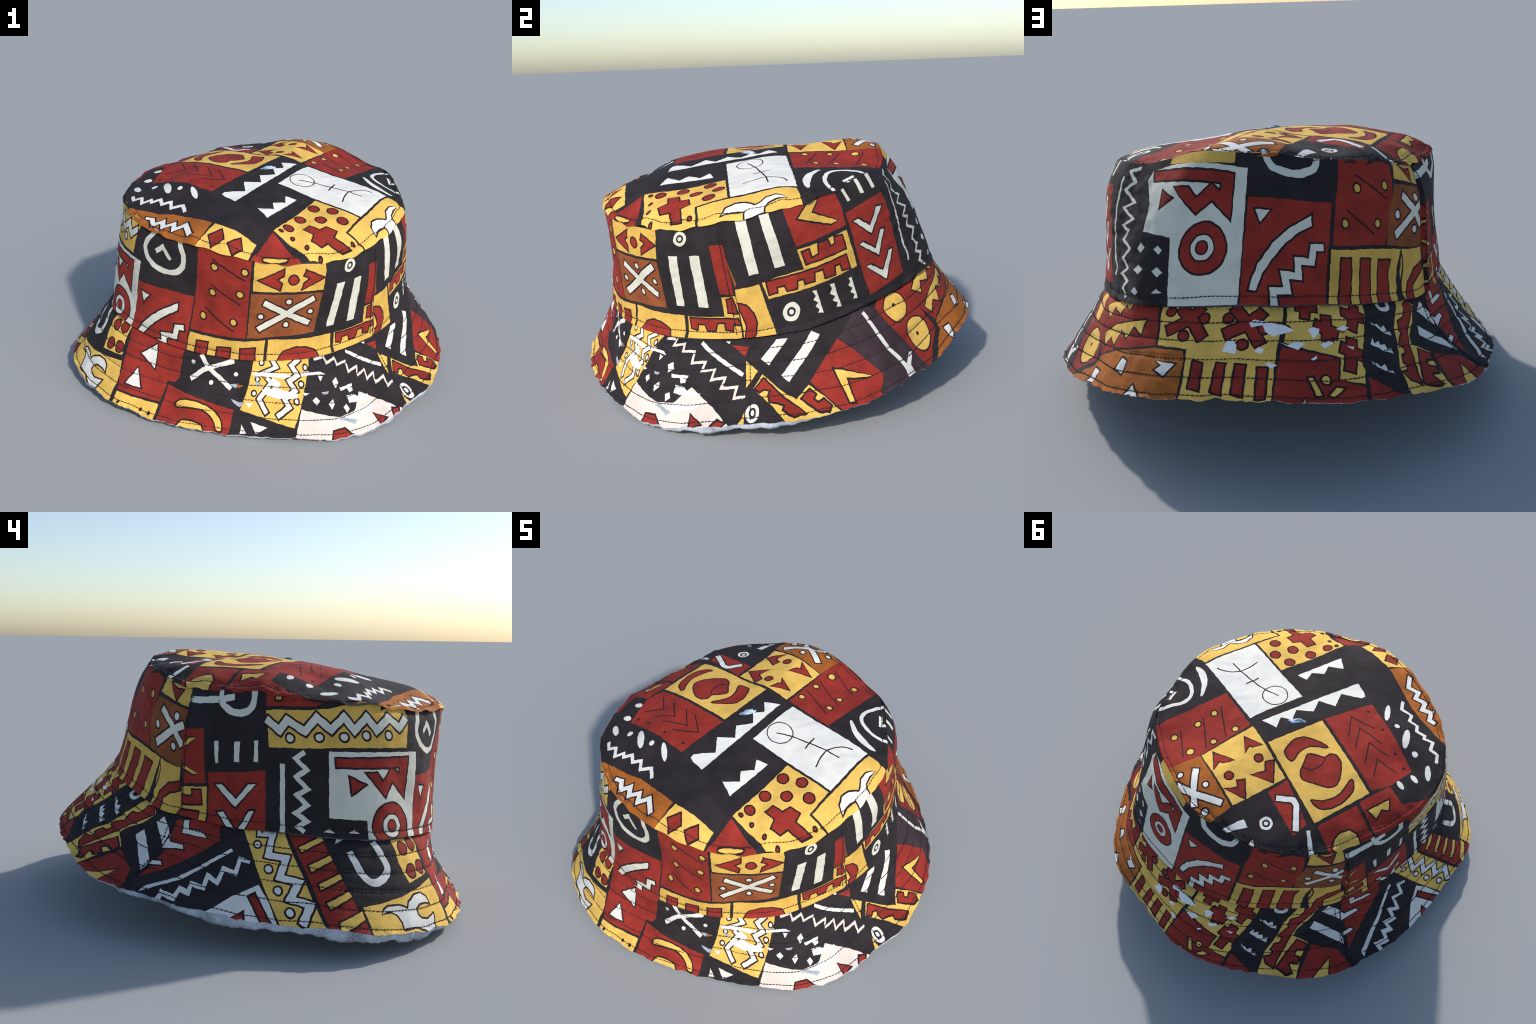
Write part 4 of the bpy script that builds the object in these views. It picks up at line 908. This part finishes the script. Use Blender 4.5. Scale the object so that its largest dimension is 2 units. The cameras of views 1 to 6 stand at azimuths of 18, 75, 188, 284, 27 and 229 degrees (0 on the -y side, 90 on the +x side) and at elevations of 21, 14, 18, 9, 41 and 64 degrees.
def cut_panel(panel, step):
    shapes = PRINT[panel]
    if panel == "top":
        rim = rim_outline(.005)
        lo, hi = rim.min(0), rim.max(0); box = (lo[0] - 1, hi[0] + 1, lo[1] - 1, hi[1] + 1)
        border = [tuple(v) for v in rim]
    else:
        box = LIMIT[panel]; w = box[1]
        wrapped = []
        for col, p in shapes:
            xs = [q[0] for q in p]
            for k in (-1, 0, 1):
                if max(xs) + k * w > 0 and min(xs) + k * w < w:
                    c = clip([(x + k * w, y) for x, y in p], box)
                    if c: wrapped.append((col, c))
        shapes = wrapped
        border = dense([(box[0], box[2]), (box[1], box[2]), (box[1], box[3]), (box[0], box[3])], step)
    verts, edges = [], []
    def add_loop(p):
        s = len(verts); verts.extend(p); n = len(p)
        edges.extend((s + i, s + (i + 1) % n) for i in range(n))
    add_loop(border)
    for col, p in shapes: add_loop(dense(p, 1.3))
    xs = np.arange(box[0] + step / 2, box[1], step); ys = np.arange(box[2] + step / 2, box[3], step)
    G = np.array([(x + (step / 2 if j % 2 else 0), y) for j, y in enumerate(ys) for x in xs])
    G += rng.uniform(-.15, .15, G.shape) * step
    if panel == "top":
        G = G[inside(rim_outline(0), G)]
    else:
        G = G[(G[:, 0] > .2) & (G[:, 0] < box[1] - .2) & (G[:, 1] > .2) & (G[:, 1] < box[3] - .2)]
    verts.extend(map(tuple, G))
    V, _, F, *_ = delaunay_2d_cdt([Vector(v) for v in verts], edges, [], 0, 1e-4)
    V = np.array([tuple(v) for v in V]); F = np.array(F)
    c = V[F].mean(1)
    a2 = np.abs(np.cross(V[F[:, 1]] - V[F[:, 0]], V[F[:, 2]] - V[F[:, 0]]))
    keep = a2 > 1e-6
    if panel == "top": keep &= inside(border, c)
    F, c = F[keep], c[keep]
    mat = np.zeros(len(F), int)
    for col, p in shapes:
        p = np.array(p); lo, hi = p.min(0), p.max(0)
        near = np.flatnonzero((c[:, 0] >= lo[0]) & (c[:, 0] <= hi[0]) & (c[:, 1] >= lo[1]) & (c[:, 1] <= hi[1]))
        if len(near): mat[near[inside(p, c[near])]] = ORDER.index(col)
    e1, e2 = V[F[:, 1]] - V[F[:, 0]], V[F[:, 2]] - V[F[:, 0]]
    flip = (e1[:, 0] * e2[:, 1] - e1[:, 1] * e2[:, 0]) < 0
    F[flip] = F[flip][:, ::-1]
    return V, F, mat

def mesh_object(name, P, F, N=None, mats=(), index=None, parent=None):
    me = bpy.data.meshes.new(name); me.from_pydata(P.tolist(), [], [list(map(int, f)) for f in F])
    for m in mats: me.materials.append(m)
    if index is not None: me.polygons.foreach_set("material_index", np.asarray(index, np.int32))
    me.polygons.foreach_set("use_smooth", np.ones(len(me.polygons), bool))
    me.update()
    if N is not None: me.normals_split_custom_set_from_vertices(N.tolist())
    o = bpy.data.objects.new(name, me); bpy.context.scene.collection.objects.link(o)
    o.parent = parent
    return o

hat = bpy.data.objects.new("bucket_hat", None); bpy.context.scene.collection.objects.link(hat)
hat["label"] = "cloth bucket hat with red, yellow and black tribal print"
hat["category"] = "hat"

def panel_object(name, panel, step):
    V, F, mat = cut_panel(panel, step)
    P, N = draped(panel, V[:, 0], V[:, 1])
    return mesh_object(name, P, F, N, COLOURS.values(), mat, hat)

panel_object("crown_top", "top", 1.3)
panel_object("side_band", "wall", 1.3)
panel_object("brim", "brim", 1.3)

# ------------------------------------------------------------------ lining, seam allowances
def grid_object(name, rows, mats, parent, closed=True):
    """quads between rings of equal length"""
    n = len(rows[0]); P = np.vstack(rows); F = []
    for k in range(len(rows) - 1):
        for i in range(n):
            j = (i + 1) % n
            F.append((k * n + i, k * n + j, (k + 1) * n + j, (k + 1) * n + i))
    return mesh_object(name, P, F, None, mats, None, parent)

ang = np.arange(0, 360, .5)
sa = np.radians(ang); OUT = np.stack([np.sin(sa), -np.cos(sa), 0 * sa], -1)
hem, _ = draped("brim", ang * BRIM_CM, ang * 0)
# how far the torn lining hangs below the hem, in metres, every 15 degrees
LIP = [.010, .014, .010, .016, .032, .034, .008, .006, .006, .006, .004, .006, .004, .006, .004, .006, .014, .030, .040, .044, .044, .034, .016, .012]
rag = np.clip(.85 + .36 * wobble(hem, .24, 21) + .24 * crumple(hem, 22), -.1, 1.3)
drop = ring(LIP, ang) * rag
rows = [hem - OUT * .003]
for k, (out, f) in enumerate(((-.003, .35), (-.004, .7), (-.009, 1.0), (-.018, .9))):
    w = wobble(hem + k, .09, 30 + k) * .0025
    q = hem + OUT * (out + w)[:, None]; q[:, 2] = np.maximum(hem[:, 2] - drop * f + (w if k < 2 else 0), 0.0)
    rows.append(q)
for t in (.15, .4, .7, .92):
    P, N = draped("brim", ang * BRIM_CM, ang * 0 + t * BRIM_H); rows.append(P - N * (.034 if t > .9 else .018))
for t in (.12, .35, .7, .92):
    P, N = draped("wall", ang * WALL_CM, ang * 0 + t * WALL_H); rows.append(P - N * (.050 if t < .2 else .022))
for f in (.9, .7, .45, .2, .02):
    r = ring(WALL_R[-1], ang) * f
    x, y = AX[0] + r * np.sin(sa), AX[1] - r * np.cos(sa)
    rows.append(np.stack([x, y, drape(x, y) - .014], -1))
grid_object("lining", rows, [LINING], hat)

# ------------------------------------------------------------------ stitching
class Thread:
    def __init__(self): self.P, self.F = [], []
    def stitch(self, a, b, n, r):
        """one short raised stitch from a to b"""
        d = b - a; L = np.linalg.norm(d)
        if L < 1e-5: return
        d = d / L; s = np.cross(n, d); s /= np.linalg.norm(s) + 1e-9; base = len(self.P)
        for f, k in ((0, .35), (.25, 1), (.75, 1), (1, .35)):
            c = a + d * L * f
            for u, v in ((-1, -.4), (-.6, .9), (.6, .9), (1, -.4)):
                self.P.append(c + s * u * r * k + n * (v * r * k))
        for q in range(3):
            for i in range(4):
                j = (i + 1) % 4; o = base + q * 4
                self.F.append((o + i, o + j, o + 4 + j, o + 4 + i))
        self.F.append((base + 3, base + 2, base + 1, base)); self.F.append((base + 12, base + 13, base + 14, base + 15))
    def run(self, P, N, pitch=.017, r=.0023, gap=.06):
        """a running stitch along a dense path of points with normals"""
        seg = np.r_[0, np.cumsum(np.linalg.norm(np.diff(P, axis=0), axis=1))]
        s = 0.0
        while s < seg[-1] - pitch:
            L = pitch * random.uniform(.85, 1.15)
            u = np.array([np.interp([s + gap * L, s + L * (1 - gap * random.uniform(0, 1))], seg, P[:, k]) for k in range(3)]).T
            n = np.array([np.interp(s + L / 2, seg, N[:, k]) for k in range(3)]); n /= np.linalg.norm(n)
            side = np.cross(n, u[1] - u[0]); side /= np.linalg.norm(side) + 1e-9
            j = random.uniform(.0004, .0016)
            self.stitch(u[0] - side * j, u[1] + side * j, n, r * random.uniform(.8, 1.15)); s += L
    def finish(self, name):
        o = mesh_object(name, np.array(self.P), self.F, None, [THREAD], None, hat); o["kind"] = "stuff"; return o

fine = np.arange(0, 360.01, .25)
def row(thread, panel, X, Y, **k):
    X = np.asarray(X, float); Y = np.asarray(Y, float) + .12 * np.sin(X * .37) + .1 * np.sin(X * .113 + 1)
    P, N = draped(panel, X, Y); thread.run(P + N * .0012, N, **k)

t = Thread()
for rr in BRIM_ROWS: row(t, "brim", fine * BRIM_CM, 0 * fine + rr * BRIM_H)
t.finish("brim_stitching")
t = Thread(); row(t, "wall", fine * WALL_CM, 0 * fine + .055 * WALL_H); t.finish("band_stitching")
t = Thread()
rr = ring(WALL_R[-1], fine) - .022; s = np.radians(fine)
row(t, "top", 100 * (AX[0] + rr * np.sin(s)), 100 * (AX[1] - rr * np.cos(s))); t.finish("crown_stitching")
t = Thread()
up = np.linspace(0, 1, 120)
for pair, side in ((BAND_SEAMS[0], 0), (BAND_SEAMS[1], .9)): row(t, "wall", seam_x(pair, up) + side, (.03 + .94 * up) * WALL_H)
for pair in BRIM_SEAMS: row(t, "brim", seam_x(pair, up), (.03 + .95 * up) * BRIM_H)
t.finish("side_seam_stitching")

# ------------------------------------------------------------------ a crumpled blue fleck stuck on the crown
c = np.array(FLECK); V, F = [], []
for j in range(5):
    for i in range(14):
        k = i / 14 * math.tau; f = math.cos(j / 4 * math.pi / 2); d = np.array([.72, .69]); e = np.array([-.69, .72])
        u = c[:2] + (d * 4.6 * math.cos(k) + e * 1.7 * math.sin(k)) * f * rng.uniform(.75, 1.1)
        P, N = draped("top", u[0], u[1]); V.append(P + N * (.013 * math.sin(j / 4 * math.pi / 2) * rng.uniform(.5, 1.1) - .002))
for j in range(4):
    for i in range(14): F.append((j * 14 + i, j * 14 + (i + 1) % 14, j * 14 + 14 + (i + 1) % 14, j * 14 + 14 + i))
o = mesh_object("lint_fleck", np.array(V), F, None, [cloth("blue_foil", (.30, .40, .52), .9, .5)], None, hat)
o.data.polygons.foreach_set("use_smooth", np.zeros(len(o.data.polygons), bool))
